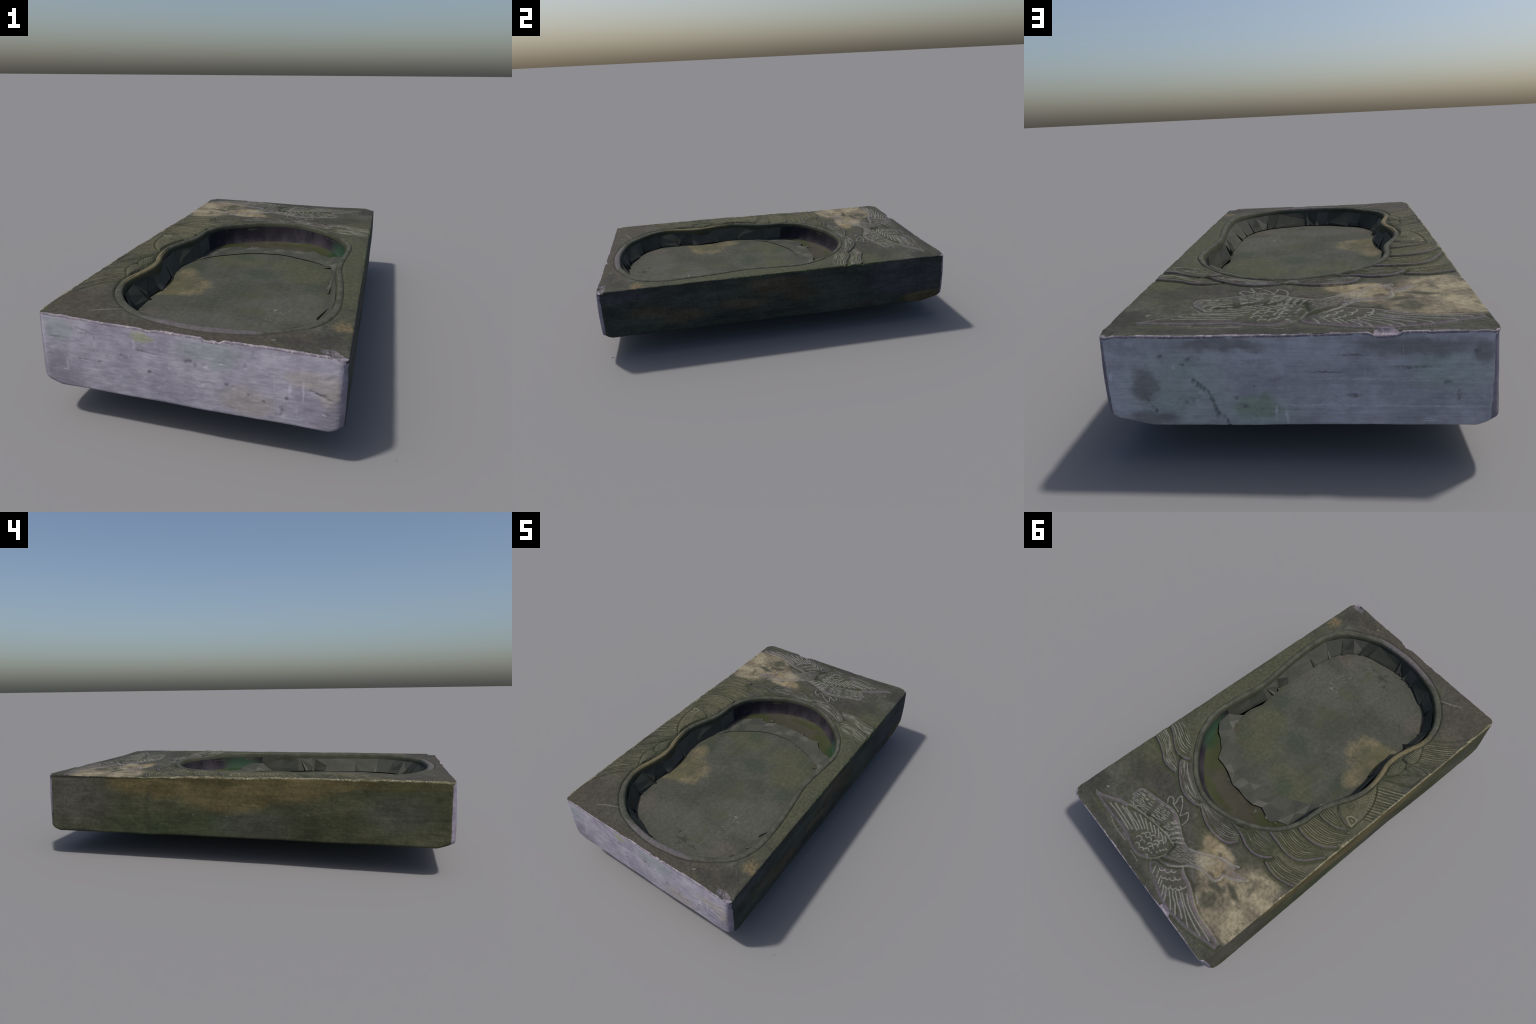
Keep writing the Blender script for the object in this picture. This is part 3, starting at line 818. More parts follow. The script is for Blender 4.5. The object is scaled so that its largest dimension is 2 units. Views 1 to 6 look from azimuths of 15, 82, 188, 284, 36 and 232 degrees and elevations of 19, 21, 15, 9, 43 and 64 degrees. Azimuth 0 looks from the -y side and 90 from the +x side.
def top_variant(name, tint=None, amount=0.0, rough=0.6, breakup=0.0):
    m, N = new_mat(name)
    g = N.node("ShaderNodeGroup")
    g.node_tree = G_TOP
    col, h = g.outputs[0], g.outputs[1]
    if tint:
        p = N.node("ShaderNodeTexCoord").outputs["Object"]
        f = N.ramp(N.noise(p, 55, 5, 0.7), 0.36, 0.58, amount * (1 - breakup), amount)
        # chalk turns warm where the stone is buff
        warm = N.blobs(p, [((-0.44, 0.66, 0.4), (0.26, 0.16, 0))], 0.35)
        tint2 = N.mix(N.math("MULTIPLY", warm, 0.8), tint, N.mul(tint, 1.1) if name.startswith(("chalky", "violet")) else N.mul(col, 0.8))
        col = N.mix(f, col, tint2)
    finish(m, N, col, h, 0.35, 0.0015, rough)
    return m


LIGHT, DARK, LILAC, CREAM = A(128, 128, 122), A(50, 57, 38), A(98, 89, 99), A(122, 117, 98)
MATS = [top_variant("olive_slate_top"),
        top_variant("chalky_cut_soft", LIGHT, 0.42, breakup=0.5), top_variant("chalky_cut", LIGHT, 0.85, breakup=0.45),
        top_variant("dark_cut_soft", DARK, 0.34, breakup=0.5), top_variant("dark_cut", DARK, 0.72, breakup=0.4),
        top_variant("violet_stone_soft", LILAC, 0.4, breakup=0.5), top_variant("violet_stone", LILAC, 0.8, breakup=0.4),
        top_variant("worn_ridge_soft", CREAM, 0.42, breakup=0.45), top_variant("worn_ridge", CREAM, 0.85, breakup=0.45)]

K_SIDE = 1.0


def end_colour(N, tone, tone2, cool, marks, stains, y_end=0.0, pits=(), rubs=()):
    p, q = coords(N, 0.05, 8.0)
    streak = N.noise(N.stretch(p, (3.0, 3.0, 90.0)), 1.6, 5, 0.65)
    streak2 = N.noise(N.stretch(p, (10.0, 10.0, 200.0)), 1.0, 3, 0.6)
    mid = N.noise(p, 6, 5, 0.62)
    col = N.mix(N.ramp(mid, 0.36, 0.64), tone, tone2)
    col = N.mix(N.math("MULTIPLY", N.blobs(q, cool[1], 0.45), 0.65), col, cool[0])
    for c, items, amt in stains:
        col = N.mix(N.math("MULTIPLY", N.blobs(q, items, 0.4), amt), col, c)
    spots = N.ramp(N.noise(p, 26, 3, 0.5), 0.70, 0.78, 0, 0.55)
    col = N.mix(spots, col, marks)
    grime = N.ramp(N.noise(N.stretch(p, (1, 1, 1.6)), 13, 5, 0.7), 0.56, 0.72, 0, 0.4)
    col = N.mix(grime, col, marks)
    col = N.mul(col, N.ramp(streak, 0.3, 0.7, 0.95, 1.04))
    col = N.mul(col, N.ramp(streak2, 0.3, 0.7, 0.95, 1.05))
    col = N.mul(col, N.ramp(N.noise(N.stretch(p, (1, 1, 1.5)), 24, 6, 0.74), 0.3, 0.7, 0.87, 1.13))
    scr = N.ramp(N.noise(N.stretch(p, (2.0, 2.0, 70.0)), 2.0, 2, 0.5), 0.70, 0.75, 0, 0.12)
    col = N.mix(scr, col, N.mul(tone2, 1.4))
    vs = N.ramp(N.noise(N.stretch(p, (120.0, 1.0, 9.0)), 1.0, 2, 0.5), 0.70, 0.75, 0, 0.28)
    col = N.mix(vs, col, N.mul(tone2, 1.35))
    if pits:
        pw = N.vmath("ADD", p, N.vmath("SCALE", N.vmath("SUBTRACT", N.noise(p, 60, 3, 0.6, color=True), (0.5, 0.5, 0.5)), scale=0.016))
        tear = N.ramp(N.noise(p, 70, 5, 0.7), 0.40, 0.56, 0.25, 1.0)
        col = N.mix(N.math("MULTIPLY", N.blobs(pw, [((x, y_end, z), (rx, 0, rz)) for x, z, rx, rz in pits], 0.6), N.math("MULTIPLY", tear, 0.8)), col, N.mul(marks, 0.8))
    if rubs:
        col = N.mix(N.math("MULTIPLY", N.blobs(pw, [((x, y_end, z), (rx, 0, rz)) for x, z, rx, rz in rubs], 0.6), N.math("MULTIPLY", tear, 0.5)), col, N.mul(tone2, 1.6))
    h = N.math("ADD", N.math("MULTIPLY", streak2, 0.5), N.math("MULTIPLY", streak, 0.35))
    h = N.math("ADD", h, N.math("MULTIPLY", N.noise(p, 70, 5, 0.6), 0.6))
    return col, h


def flat(rgb, k=1.0):
    return (rgb[0] * k, rgb[1] * k, rgb[2] * k, 1)


def trace(line, w):
    """Overlapping blobs along a crack."""
    c = spline(line, max(4, int(sum(math.dist(a, b) for a, b in zip(line[:-1], line[1:])) / 0.012)))
    return [(float(x), float(z), w, w * 1.8) for x, z in c]


MAUVE, MAUVE2, SLATE, SLATED = (0.275, 0.255, 0.311), (0.359, 0.338, 0.391), (0.248, 0.275, 0.284), (0.134, 0.134, 0.154)
m, N = new_mat("mauve_front")
col, h = end_colour(N, flat(MAUVE), flat(MAUVE2), (flat(SLATE), [((0.06, -0.99, 0.37), (0.12, 0, 0.035)), ((0.09, -0.99, 0.33), (0.05, 0, 0.03)), ((-0.52, -0.99, 0.37), (0.06, 0, 0.05))]), flat(SLATED),
                    [(flat((0.214, 0.201, 0.234)), [((-0.52, -0.99, 0.17), (0.08, 0, 0.05)), ((-0.54, -0.99, 0.25), (0.05, 0, 0.04)), ((0.49, -0.99, 0.25), (0.03, 0, 0.06)), ((0.47, -0.99, 0.17), (0.05, 0, 0.04))], 0.8),
                     (flat((0.348, 0.315, 0.275)), [((0.40, -0.99, 0.32), (0.09, 0, 0.03)), ((0.18, -0.99, 0.20), (0.09, 0, 0.05)), ((0.46, -0.99, 0.29), (0.04, 0, 0.06))], 0.6),
                     (flat((0.295, 0.308, 0.201)), [((-0.185, -0.99, 0.385), (0.04, 0, 0.018))], 0.8)], -0.99,
                    [(-0.27, 0.305, 0.006, 0.005), (-0.165, 0.26, 0.007, 0.007), (0.115, 0.26, 0.008, 0.007), (-0.02, 0.325, 0.018, 0.008), (0.005, 0.315, 0.008, 0.010), (0.18, 0.345, 0.004, 0.004), (0.19, 0.235, 0.005, 0.004), (0.245, 0.215, 0.006, 0.005),
                     (0.305, 0.195, 0.006, 0.016), (0.285, 0.175, 0.006, 0.005), (0.32, 0.24, 0.008, 0.006), (-0.375, 0.35, 0.003, 0.010), (-0.40, 0.372, 0.030, 0.002), (-0.53, 0.345, 0.03, 0.0025), (-0.43, 0.27, 0.025, 0.002), (0.43, 0.275, 0.020, 0.004), (-0.20, 0.335, 0.030, 0.002), (-0.36, 0.268, 0.008, 0.003)],
                    [(-0.22, 0.355, 0.006, 0.016), (-0.24, 0.31, 0.002, 0.010), (-0.16, 0.315, 0.035, 0.002), (-0.13, 0.31, 0.0025, 0.012), (-0.37, 0.26, 0.003, 0.012), (0.07, 0.265, 0.012, 0.002), (0.02, 0.235, 0.016, 0.003), (0.375, 0.275, 0.004, 0.035), (0.33, 0.27, 0.005, 0.025), (0.30, 0.255, 0.016, 0.002),
                     (-0.49, 0.235, 0.003, 0.020), (-0.50, 0.215, 0.012, 0.003), (-0.13, 0.275, 0.020, 0.002), (-0.09, 0.285, 0.003, 0.004), (0.44, 0.20, 0.010, 0.004), (-0.30, 0.235, 0.02, 0.002), (0.10, 0.33, 0.02, 0.002)])
finish(m, N, col, h, 0.16, 0.0014, 0.6)
MATS.append(m)                                                            # 9
BLUE, BLUE2 = (0.320, 0.329, 0.364), (0.415, 0.422, 0.469)
m, N = new_mat("bluish_back")
col, h = end_colour(N, flat(BLUE), flat(BLUE2), (flat((0.333, 0.394, 0.374)), [((0.24, 0.97, 0.24), (0.14, 0, 0.11)), ((0.02, 0.97, 0.17), (0.12, 0, 0.05)), ((-0.5, 0.97, 0.30), (0.1, 0, 0.06))]), flat((0.170, 0.180, 0.188)),
                    [(flat((0.177, 0.180, 0.180)), [((0.345, 0.97, 0.25), (0.035, 0, 0.05)), ((0.33, 0.97, 0.145), (0.07, 0, 0.025)), ((-0.42, 0.97, 0.37), (0.16, 0, 0.028)), ((0.12, 0.97, 0.375), (0.12, 0, 0.02)), ((-0.59, 0.97, 0.35), (0.03, 0, 0.03))], 0.75),
                     (flat((0.245, 0.306, 0.224)), [((0.02, 0.97, 0.185), (0.06, 0, 0.03)), ((0.0, 0.97, 0.20), (0.02, 0, 0.03))], 0.7)], 0.98,
                    trace([(0.20, 0.27), (0.165, 0.235), (0.145, 0.19), (0.14, 0.165)], 0.0055) + trace([(0.135, 0.165), (0.115, 0.15), (0.105, 0.12)], 0.0045) + trace([(0.345, 0.22), (0.335, 0.195), (0.318, 0.175)], 0.0045) + [ (0.29, 0.345, 0.008, 0.006), (0.20, 0.335, 0.02, 0.008), (0.23, 0.32, 0.008, 0.004),
                     (0.215, 0.205, 0.016, 0.012), (0.08, 0.215, 0.006, 0.006), (0.055, 0.19, 0.008, 0.006), (-0.57, 0.355, 0.012, 0.006), (-0.53, 0.225, 0.006, 0.018), (-0.50, 0.265, 0.012, 0.006), (-0.24, 0.345, 0.03, 0.004), (-0.17, 0.295, 0.05, 0.0025), (-0.40, 0.31, 0.05, 0.004), (-0.25, 0.225, 0.02, 0.006)],
                    [(0.255, 0.31, 0.004, 0.004), (-0.20, 0.193, 0.16, 0.0022), (-0.48, 0.19, 0.10, 0.0018), (-0.25, 0.275, 0.12, 0.0016), (-0.42, 0.268, 0.06, 0.0014), (-0.46, 0.145, 0.028, 0.0022), (-0.45, 0.152, 0.012, 0.0022), (-0.06, 0.155, 0.004, 0.03), (-0.03, 0.17, 0.004, 0.02), (0.44, 0.28, 0.006, 0.012), (0.43, 0.15, 0.012, 0.004)])
finish(m, N, col, h, 0.16, 0.0014, 0.6)
MATS.append(m)                                                            # 10


def long_colour(N, base, base2, patches):
    p, q = coords(N, 0.05, 6.0)
    streak = N.noise(N.stretch(p, (3.0, 3.0, 60.0)), 1.6, 5, 0.65)
    mid = N.noise(N.stretch(p, (1, 0.6, 1.3)), 6, 5, 0.62)
    col = N.mix(N.ramp(mid, 0.36, 0.64), base, base2)
    for c, items, amt, soft in patches:
        col = N.mix(N.math("MULTIPLY", N.blobs(q, items, soft), amt), col, c)
    col = N.mul(col, N.ramp(streak, 0.3, 0.7, 0.88, 1.12))
    col = N.mul(col, N.ramp(N.noise(N.stretch(p, (9, 9, 2.0)), 1.2, 4, 0.6), 0.3, 0.7, 0.93, 1.07))
    col = N.mul(col, N.ramp(N.noise(N.stretch(p, (1, 0.6, 1.2)), 11, 7, 0.72), 0.3, 0.7, 0.72, 1.3))
    col = N.mul(col, N.ramp(N.noise(p, 70, 5, 0.7), 0.3, 0.7, 0.82, 1.18))
    spk = N.ramp(N.noise(p, 60, 2, 0.5), 0.72, 0.77, 0, 0.35)
    col = N.mix(spk, col, (0.20, 0.20, 0.17, 1))
    h = N.math("ADD", N.math("MULTIPLY", streak, 0.8), N.noise(p, 70, 5, 0.6))
    return col, h


m, N = new_mat("olive_left_side")
col, h = long_colour(N, (0.036, 0.039, 0.020, 1), (0.051, 0.053, 0.030, 1),
                     [((0.056, 0.053, 0.044, 1), [((-0.62, 0.80, 0.30), (0, 0.20, 0.14))], 0.75, 0.5),
                      ((0.033, 0.044, 0.022, 1), [((-0.62, 0.38, 0.18), (0, 0.22, 0.06)), ((-0.62, 0.10, 0.20), (0, 0.14, 0.06))], 0.7, 0.5),
                      ((0.045, 0.049, 0.037, 1), [((-0.62, -0.10, 0.20), (0, 0.18, 0.09)), ((-0.62, -0.75, 0.28), (0, 0.14, 0.08))], 0.7, 0.5),
                      ((0.084, 0.067, 0.029, 1), [((-0.62, 0.30, 0.385), (0, 0.32, 0.075)), ((-0.62, 0.03, 0.37), (0, 0.24, 0.12)), ((-0.62, -0.20, 0.395), (0, 0.28, 0.085)), ((-0.62, -0.52, 0.41), (0, 0.14, 0.035))], 0.85, 0.25),
                      ((0.046, 0.043, 0.017, 1), [((-0.62, -0.80, 0.405), (0, 0.25, 0.025)), ((-0.62, 0.15, 0.405), (0, 0.3, 0.015))], 0.7, 0.5),
                      ((0.030, 0.033, 0.019, 1), [((-0.62, 0.415, 0.24), (0, 0.018, 0.09)), ((-0.62, -0.36, 0.16), (0, 0.03, 0.02))], 0.7, 0.4)])
finish(m, N, col, h, 0.3, 0.0014, 0.58)
MATS.append(m)                                                            # 11
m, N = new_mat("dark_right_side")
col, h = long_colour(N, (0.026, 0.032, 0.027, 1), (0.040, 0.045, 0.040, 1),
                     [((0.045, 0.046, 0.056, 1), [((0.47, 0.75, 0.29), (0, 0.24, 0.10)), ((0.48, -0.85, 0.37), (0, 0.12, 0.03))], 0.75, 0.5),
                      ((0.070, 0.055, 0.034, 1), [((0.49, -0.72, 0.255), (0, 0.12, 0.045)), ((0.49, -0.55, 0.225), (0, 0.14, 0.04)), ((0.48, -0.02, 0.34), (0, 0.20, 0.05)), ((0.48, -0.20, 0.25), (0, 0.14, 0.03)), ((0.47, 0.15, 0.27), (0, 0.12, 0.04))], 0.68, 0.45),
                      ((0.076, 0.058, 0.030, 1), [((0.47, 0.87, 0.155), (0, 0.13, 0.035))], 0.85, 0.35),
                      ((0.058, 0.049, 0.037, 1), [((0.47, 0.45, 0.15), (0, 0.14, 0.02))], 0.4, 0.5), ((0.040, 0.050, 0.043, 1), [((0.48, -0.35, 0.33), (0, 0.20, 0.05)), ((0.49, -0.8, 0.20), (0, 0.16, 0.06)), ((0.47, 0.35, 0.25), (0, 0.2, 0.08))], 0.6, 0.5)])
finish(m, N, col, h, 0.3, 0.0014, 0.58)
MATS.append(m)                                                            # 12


def simple(name, a, b, scale=20, rough=0.6, bump=0.3, chips=None):
    m, N = new_mat(name)
    p = N.node("ShaderNodeTexCoord").outputs["Object"]
    n1 = N.noise(p, scale, 5, 0.65)
    col = N.mix(N.ramp(n1, 0.35, 0.65), a, b)
    if chips:
        col = N.mix(N.ramp(N.noise(p, scale * 3, 3, 0.6), 0.56, 0.64, 0, 0.9), col, chips)
    finish(m, N, col, N.noise(p, scale * 4, 5, 0.6), bump, 0.0015, rough)
    return m


MATS.append(simple("chipped_violet_edge", (0.145, 0.128, 0.157, 1), (0.235, 0.207, 0.24, 1), 30, chips=(0.34, 0.305, 0.315, 1)))   # 13
MATS.append(simple("mossy_edge", (0.030, 0.040, 0.020, 1), (0.060, 0.068, 0.036, 1), 24, chips=(0.10, 0.17, 0.05, 1)))       # 14
MATS.append(simple("buff_worn_edge", (0.075, 0.072, 0.040, 1), (0.17, 0.15, 0.095, 1), 34, chips=(0.30, 0.27, 0.19, 1)))     # 15
MATS.append(simple("violet_corner", (0.16, 0.142, 0.185, 1), (0.235, 0.21, 0.26, 1), 16))                                     # 16
MATS.append(simple("bottom_stone", (0.05, 0.052, 0.045, 1), (0.075, 0.075, 0.066, 1), 9))                                     # 17
MATS.append(simple("bruised_corner", (0.060, 0.057, 0.062, 1), (0.12, 0.108, 0.118, 1), 30, chips=(0.19, 0.165, 0.175, 1)))                                     # 18

# ------------------------------------------------------------------ material of every slab face
def fmean(a, F):
    return a[F].mean(1)


fl, fd, fi, fc = (fmean(x, F_top) for x in (light, dark, lilac, cream))
mat_top = np.zeros(len(F_top), int)
for arr, soft, hard, lo, hi in ((fi, 5, 6, 0.28, 0.60), (fc, 7, 8, 0.22, 0.5), (fd, 3, 4, 0.30, 0.62), (fl, 1, 2, 0.24, 0.5)):
    mat_top[arr > lo] = soft
    mat_top[arr > hi] = hard
CT = V_top[F_top].mean(1)
fe, fex, fey = fmean(ED, F_top), fmean(EDX, F_top), fmean(EDY, F_top)
fs, ft = fmean(S, F_top), fmean(T, F_top)
nz = fbm(CT, 20, 3, 71)
wid = 0.003 + 0.004 * fbm(CT * [1, 1, 0], 7, 2, 72)
end_edge = (fey < wid + 0.004 * nz + 0.002)
mat_top[end_edge] = 13
for cx, cy, r in ((0.065, -0.992, 0.016), (-0.335, 0.972, 0.026), (-0.632, 0.948, 0.010), (0.467, 0.992, 0.014), (0.495, -0.978, 0.024)):
    mat_top[np.hypot((CT[:, 0] - cx) / 1.3, CT[:, 1] - cy) < r * (1 + 0.5 * nz)] = 13
left_e = (fs < 0.5) & (fex < fey)
right_e = (fs > 0.5) & (fex < fey)
mat_top[left_e & (fex < 0.004 + 0.010 * np.clip(nz + 0.25, 0, 1)) & (CT[:, 1] < 0.55)] = 15
mat_top[right_e & (fex < 0.003 + 0.005 * np.clip(nz + 0.2, 0, 1)) & (np.abs(CT[:, 1] - 0.2) < 0.45 + 0.15 * nz)] = 14
mat_top[fmean(corner_chip, F_top) < 0.9] = 18

CS = V[F_side].mean(1)
n_rows_side = ROWS * n_per
side_f = np.tile(side, ROWS + nb_rings - 1)
row_f = np.repeat(np.arange(ROWS + nb_rings - 1), n_per)
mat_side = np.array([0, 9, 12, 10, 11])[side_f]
zf = (row_f + 0.5) / ROWS
nzs = fbm(CS, 26, 3, 73)
# the top millimetres of each side carry the chipped edge, the corners their bare violet
top_w = 0.012 + 0.014 * nzs
mat_side[(zf < top_w) & np.isin(side_f, (1, 3))] = 13
mat_side[(zf < top_w * 0.8) & (side_f == 2) & (np.abs(CS[:, 1] - 0.2) < 0.45 + 0.2 * nzs)] = 14
mat_side[(zf < top_w * 1.1) & (side_f == 4)] = 15
sw = np.tile(np.minimum.reduce([np.hypot(*(pxy - np.array(cn)).T) for cn in CORNER.values()]), ROWS + nb_rings - 1)
near_v = sw < 0.019 + 0.005 * nzs
mat_side[near_v & (row_f < ROWS) & (zf > 0.03)] = 16
mat_side[row_f >= ROWS] = 17
F_all = np.vstack([F_top, F_side])
M_all = np.r_[mat_top, mat_side]

reg_top = np.zeros(len(F_top), int)
fr = region[F_top]
reg_top = np.where((fr == fr[:, :1]).all(1), fr[:, 0], fr.max(1))
R_all = np.r_[reg_top, np.zeros(len(F_side), int)]

# ------------------------------------------------------------------ objects
root = bpy.data.objects.new("inkstone", None)
root.empty_display_size = 0.2
bpy.context.collection.objects.link(root)
root["label"] = "weathered slate inkstone carved with a crane, waves and a carp"
root["category"] = "inkstone"


def make(name, verts, faces, mats, midx=None, parent=root, smooth=True, normals=None, tris=None):
    me = bpy.data.meshes.new(name)
    faces = np.asarray(faces)
    nt = 0 if tris is None else len(tris)
    loops = faces.ravel() if nt == 0 else np.r_[faces.ravel(), np.asarray(tris).ravel()]
    k = faces.shape[1]
    starts = np.arange(len(faces)) * k
    if nt:
        starts = np.r_[starts, len(faces) * k + 3 * np.arange(nt)]
    me.vertices.add(len(verts))
    me.vertices.foreach_set("co", np.asarray(verts, np.float32).ravel())
    me.loops.add(len(loops))
    me.loops.foreach_set("vertex_index", loops.astype(np.int32))
    me.polygons.add(len(starts))
    me.polygons.foreach_set("loop_start", starts.astype(np.int32))
    for mm in mats:
        me.materials.append(mm)
    if midx is not None:
        me.polygons.foreach_set("material_index", np.asarray(midx, np.int32))
    me.polygons.foreach_set("use_smooth", np.full(len(starts), smooth))
    me.update(calc_edges=True)
    me.validate()
    if normals is not None:
        me.normals_split_custom_set_from_vertices(normals.astype(np.float32).tolist())
    ob = bpy.data.objects.new(name, me)
    bpy.context.collection.objects.link(ob)
    ob.parent = parent
    return ob


def sub(name, mask, parent, extra_tris=None):
    F = F_all[mask]
    Mi = M_all[mask]
    tri = extra_tris
    used = np.unique(F if tri is None else np.r_[F.ravel(), tri.ravel()])
    remap = np.full(len(V), -1)
    remap[used] = np.arange(len(used))
    slots = np.unique(np.r_[Mi, [17]] if tri is not None else Mi)
    sm = np.full(len(MATS), 0)
    sm[slots] = np.arange(len(slots))
    mi = sm[Mi]
    if tri is not None:
        mi = np.r_[mi, np.full(len(tri), sm[17])]
    return make(name, V[used], remap[F], [MATS[s] for s in slots], mi, parent, True, VN[used],
                None if tri is None else remap[tri])


slab = sub("slab", R_all == 0, root, F_cap)
heads = {}
for rid, name in REGION.items():
    if rid == 0 or not (R_all == rid).any():
        continue
    kind = name.split("_")[0]
    par = root
    if kind in ("bird", "fish"):
        if kind not in heads:
            e = bpy.data.objects.new("crane_relief" if kind == "bird" else "carp_relief", None)
            e.empty_display_size = 0.05
            bpy.context.collection.objects.link(e)
            e.parent = root
            heads[kind] = e
        par = heads[kind]
        name = name.split("_", 1)[1]
    sub(name, R_all == rid, par)

# ------------------------------------------------------------------ rim bead swept round the basin
nR = len(RIM)
gwR = front_w(RIM[:, 1])
PROFILE = [(1.35, -0.016), (1.10, -0.0070), (0.98, -0.0032), (0.84, -0.0004), (0.60, 0.0012), (0.25, 0.0018), (-0.10, 0.0016), (-0.36, 0.0004), (-0.56, -0.0026), (-0.72, -0.0070), (-0.84, -0.013), (-0.92, -0.021), (-0.97, -0.030), (-1.00, -0.042)]
wav = 1 + 0.10 * fbm(np.c_[RIM, np.zeros(nR)], 11, 3, 81)
rim_v = []
for o, z in PROFILE:
    xy = RIM + RIM_N * (o * gwR * wav)[:, None]
    zz = plane_z(xy[:, 0], xy[:, 1]) + z + 0.0012 * fbm(np.c_[xy, np.full(nR, z)], 20, 3, 82)
    zz += 0.006 * np.maximum(sstep(0.28, 0.42, xy[:, 0]), sstep(-0.76, -0.92, xy[:, 1])) + 0.003 * sstep(-0.30, -0.42, xy[:, 0]) + 0.003 * sstep(-0.36, -0.44, xy[:, 0]) * sstep(0.0, -0.4, xy[:, 1])
    rim_v.append(np.c_[xy, zz])
rim_v = np.vstack(rim_v)
ids = np.arange(nR)
rim_f = np.vstack([np.c_[k * nR + ids, (k + 1) * nR + ids, (k + 1) * nR + np.roll(ids, -1), k * nR + np.roll(ids, -1)] for k in range(len(PROFILE) - 1)])


def rim_colour(N):
    g = N.node("ShaderNodeGroup")
    g.node_tree = G_TOP
    p, q = coords(N, 0.03, 9)
    n1 = N.noise(p, 12, 4, 0.6)
    col = N.mix(N.ramp(n1, 0.35, 0.65), A(62, 64, 55), A(79, 80, 70))
    col = N.mix(N.math("MULTIPLY", N.blobs(q, [((0.0, -0.92, 0.4), (0.30, 0.03, 0))], 0.4), 0.55), col, A(104, 98, 104))
    col = N.mix(N.math("MULTIPLY", N.blobs(q, [((-0.43, -0.50, 0.4), (0.05, 0.14, 0)), ((-0.43, -0.28, 0.4), (0.05, 0.09, 0))], 0.4), 0.7), col, A(112, 102, 74))
    col = N.mul(col, N.ramp(N.noise(p, 60, 5, 0.7), 0.3, 0.7, 0.8, 1.2))
    return col, N.noise(p, 80, 5, 0.65)


m, N = new_mat("rim_stone")
col, h = rim_colour(N)
finish(m, N, col, h, 0.35, 0.0015, 0.58)
M_RIM = m
m, N = new_mat("rim_dark_lip")
col, h = rim_colour(N)
col = N.mix(0.55, col, A(56, 60, 44))
finish(m, N, col, h, 0.35, 0.0015, 0.62)
rim_mi = np.repeat([1, 1, 0, 0, 0, 0, 0, 0, 1, 1, 1, 1, 1], nR)
make("rim", rim_v, rim_f, [M_RIM, m], rim_mi)

# ------------------------------------------------------------------ grinding floor
def floor_z(x, y):
    return plane_z(x, y) - 0.0955 - 0.006 * sstep(-0.7, 0.1, y)


fc_ = np.array([-0.02, -0.35])
rings = np.sqrt(np.linspace(0.0, 1, 64)) ** 1.25
fv = []
for r in rings[1:]:
    xy = fc_ + (FLOOR - fc_) * r
    z = floor_z(xy[:, 0], xy[:, 1]) + 0.0022 * fbm(np.c_[xy, np.zeros(len(xy))], 3, 3, 91) + 0.0004 * fbm(np.c_[xy, np.zeros(len(xy))], 40, 2, 92)
    z -= 0.003 * sstep(0.93, 1.0, r)
    fv.append(np.c_[xy, z])
nF = len(FLOOR)
skirt = fv[-1].copy()
skirt[:, 2] -= 0.02
fv.append(skirt)
fv = np.vstack(fv + [np.array([[fc_[0], fc_[1], floor_z(*fc_)]])])
idf = np.arange(nF)
nr = len(rings) - 1 + 1
ff = np.vstack([np.c_[k * nF + idf, (k + 1) * nF + idf, (k + 1) * nF + np.roll(idf, -1), k * nF + np.roll(idf, -1)] for k in range(nr - 1)])
ftri = np.c_[np.full(nF, len(fv) - 1), idf, np.roll(idf, -1)]

m, N = new_mat("grinding_floor_stone")
p, q = coords(N, 0.10, 6.0)
mid = N.noise(p, 7, 5, 0.62)
fine = N.noise(p, 60, 6, 0.7)
col = N.mix(N.ramp(mid, 0.36, 0.64), A(66, 68, 60), A(75, 76, 68))
gy = N.blobs(q, [((0.20, -0.48, 0.31), (0.17, 0.12, 0)), ((0.30, -0.35, 0.31), (0.07, 0.10, 0)), ((-0.05, -0.72, 0.31), (0.28, 0.14, 0))], 0.35)
col = N.mix(N.math("MULTIPLY", gy, 0.65), col, A(83, 83, 77))
yl = N.blobs(q, [((0.16, 0.05, 0.31), (0.17, 0.11, 0)), ((-0.17, 0.08, 0.31), (0.16, 0.08, 0)), ((0.22, -0.08, 0.31), (0.12, 0.10, 0))], 0.5)
col = N.mix(N.math("MULTIPLY", yl, 0.7), col, A(77, 79, 59))
gn = N.blobs(q, [((0.26, 0.08, 0.31), (0.06, 0.05, 0)), ((-0.33, -0.13, 0.31), (0.055, 0.075, 0)), ((-0.15, 0.11, 0.31), (0.06, 0.05, 0)), ((0.27, -0.22, 0.31), (0.06, 0.06, 0)), ((0.0, -0.1, 0.31), (0.08, 0.06, 0))], 0.5)
col = N.mix(N.math("MULTIPLY", gn, 0.6), col, A(57, 66, 54))
oc = N.blobs(q, [((-0.27, -0.36, 0.31), (0.085, 0.11, 0)), ((-0.35, -0.29, 0.31), (0.08, 0.13, 0)), ((-0.34, -0.44, 0.31), (0.06, 0.06, 0))], 0.25)
col = N.mix(N.math("MULTIPLY", oc, N.ramp(mid, 0.35, 0.55, 0.35, 0.9)), col, A(112, 104, 80))
pk = N.blobs(q, [((0.28, -0.72, 0.31), (0.07, 0.05, 0)), ((-0.33, -0.70, 0.31), (0.06, 0.06, 0))], 0.5)
col = N.mix(N.math("MULTIPLY", pk, 0.25), col, A(104, 92, 84))
ws = N.math("MULTIPLY", N.blobs(q, [((0.14, -0.50, 0.31), (0.10, 0.035, 0)), ((0.16, -0.60, 0.31), (0.03, 0.08, 0))], 0.5), N.ramp(N.noise(p, 38, 5, 0.7, 1.5), 0.59, 0.66, 0, 0.55))
col = N.mix(ws, col, A(150, 146, 128))
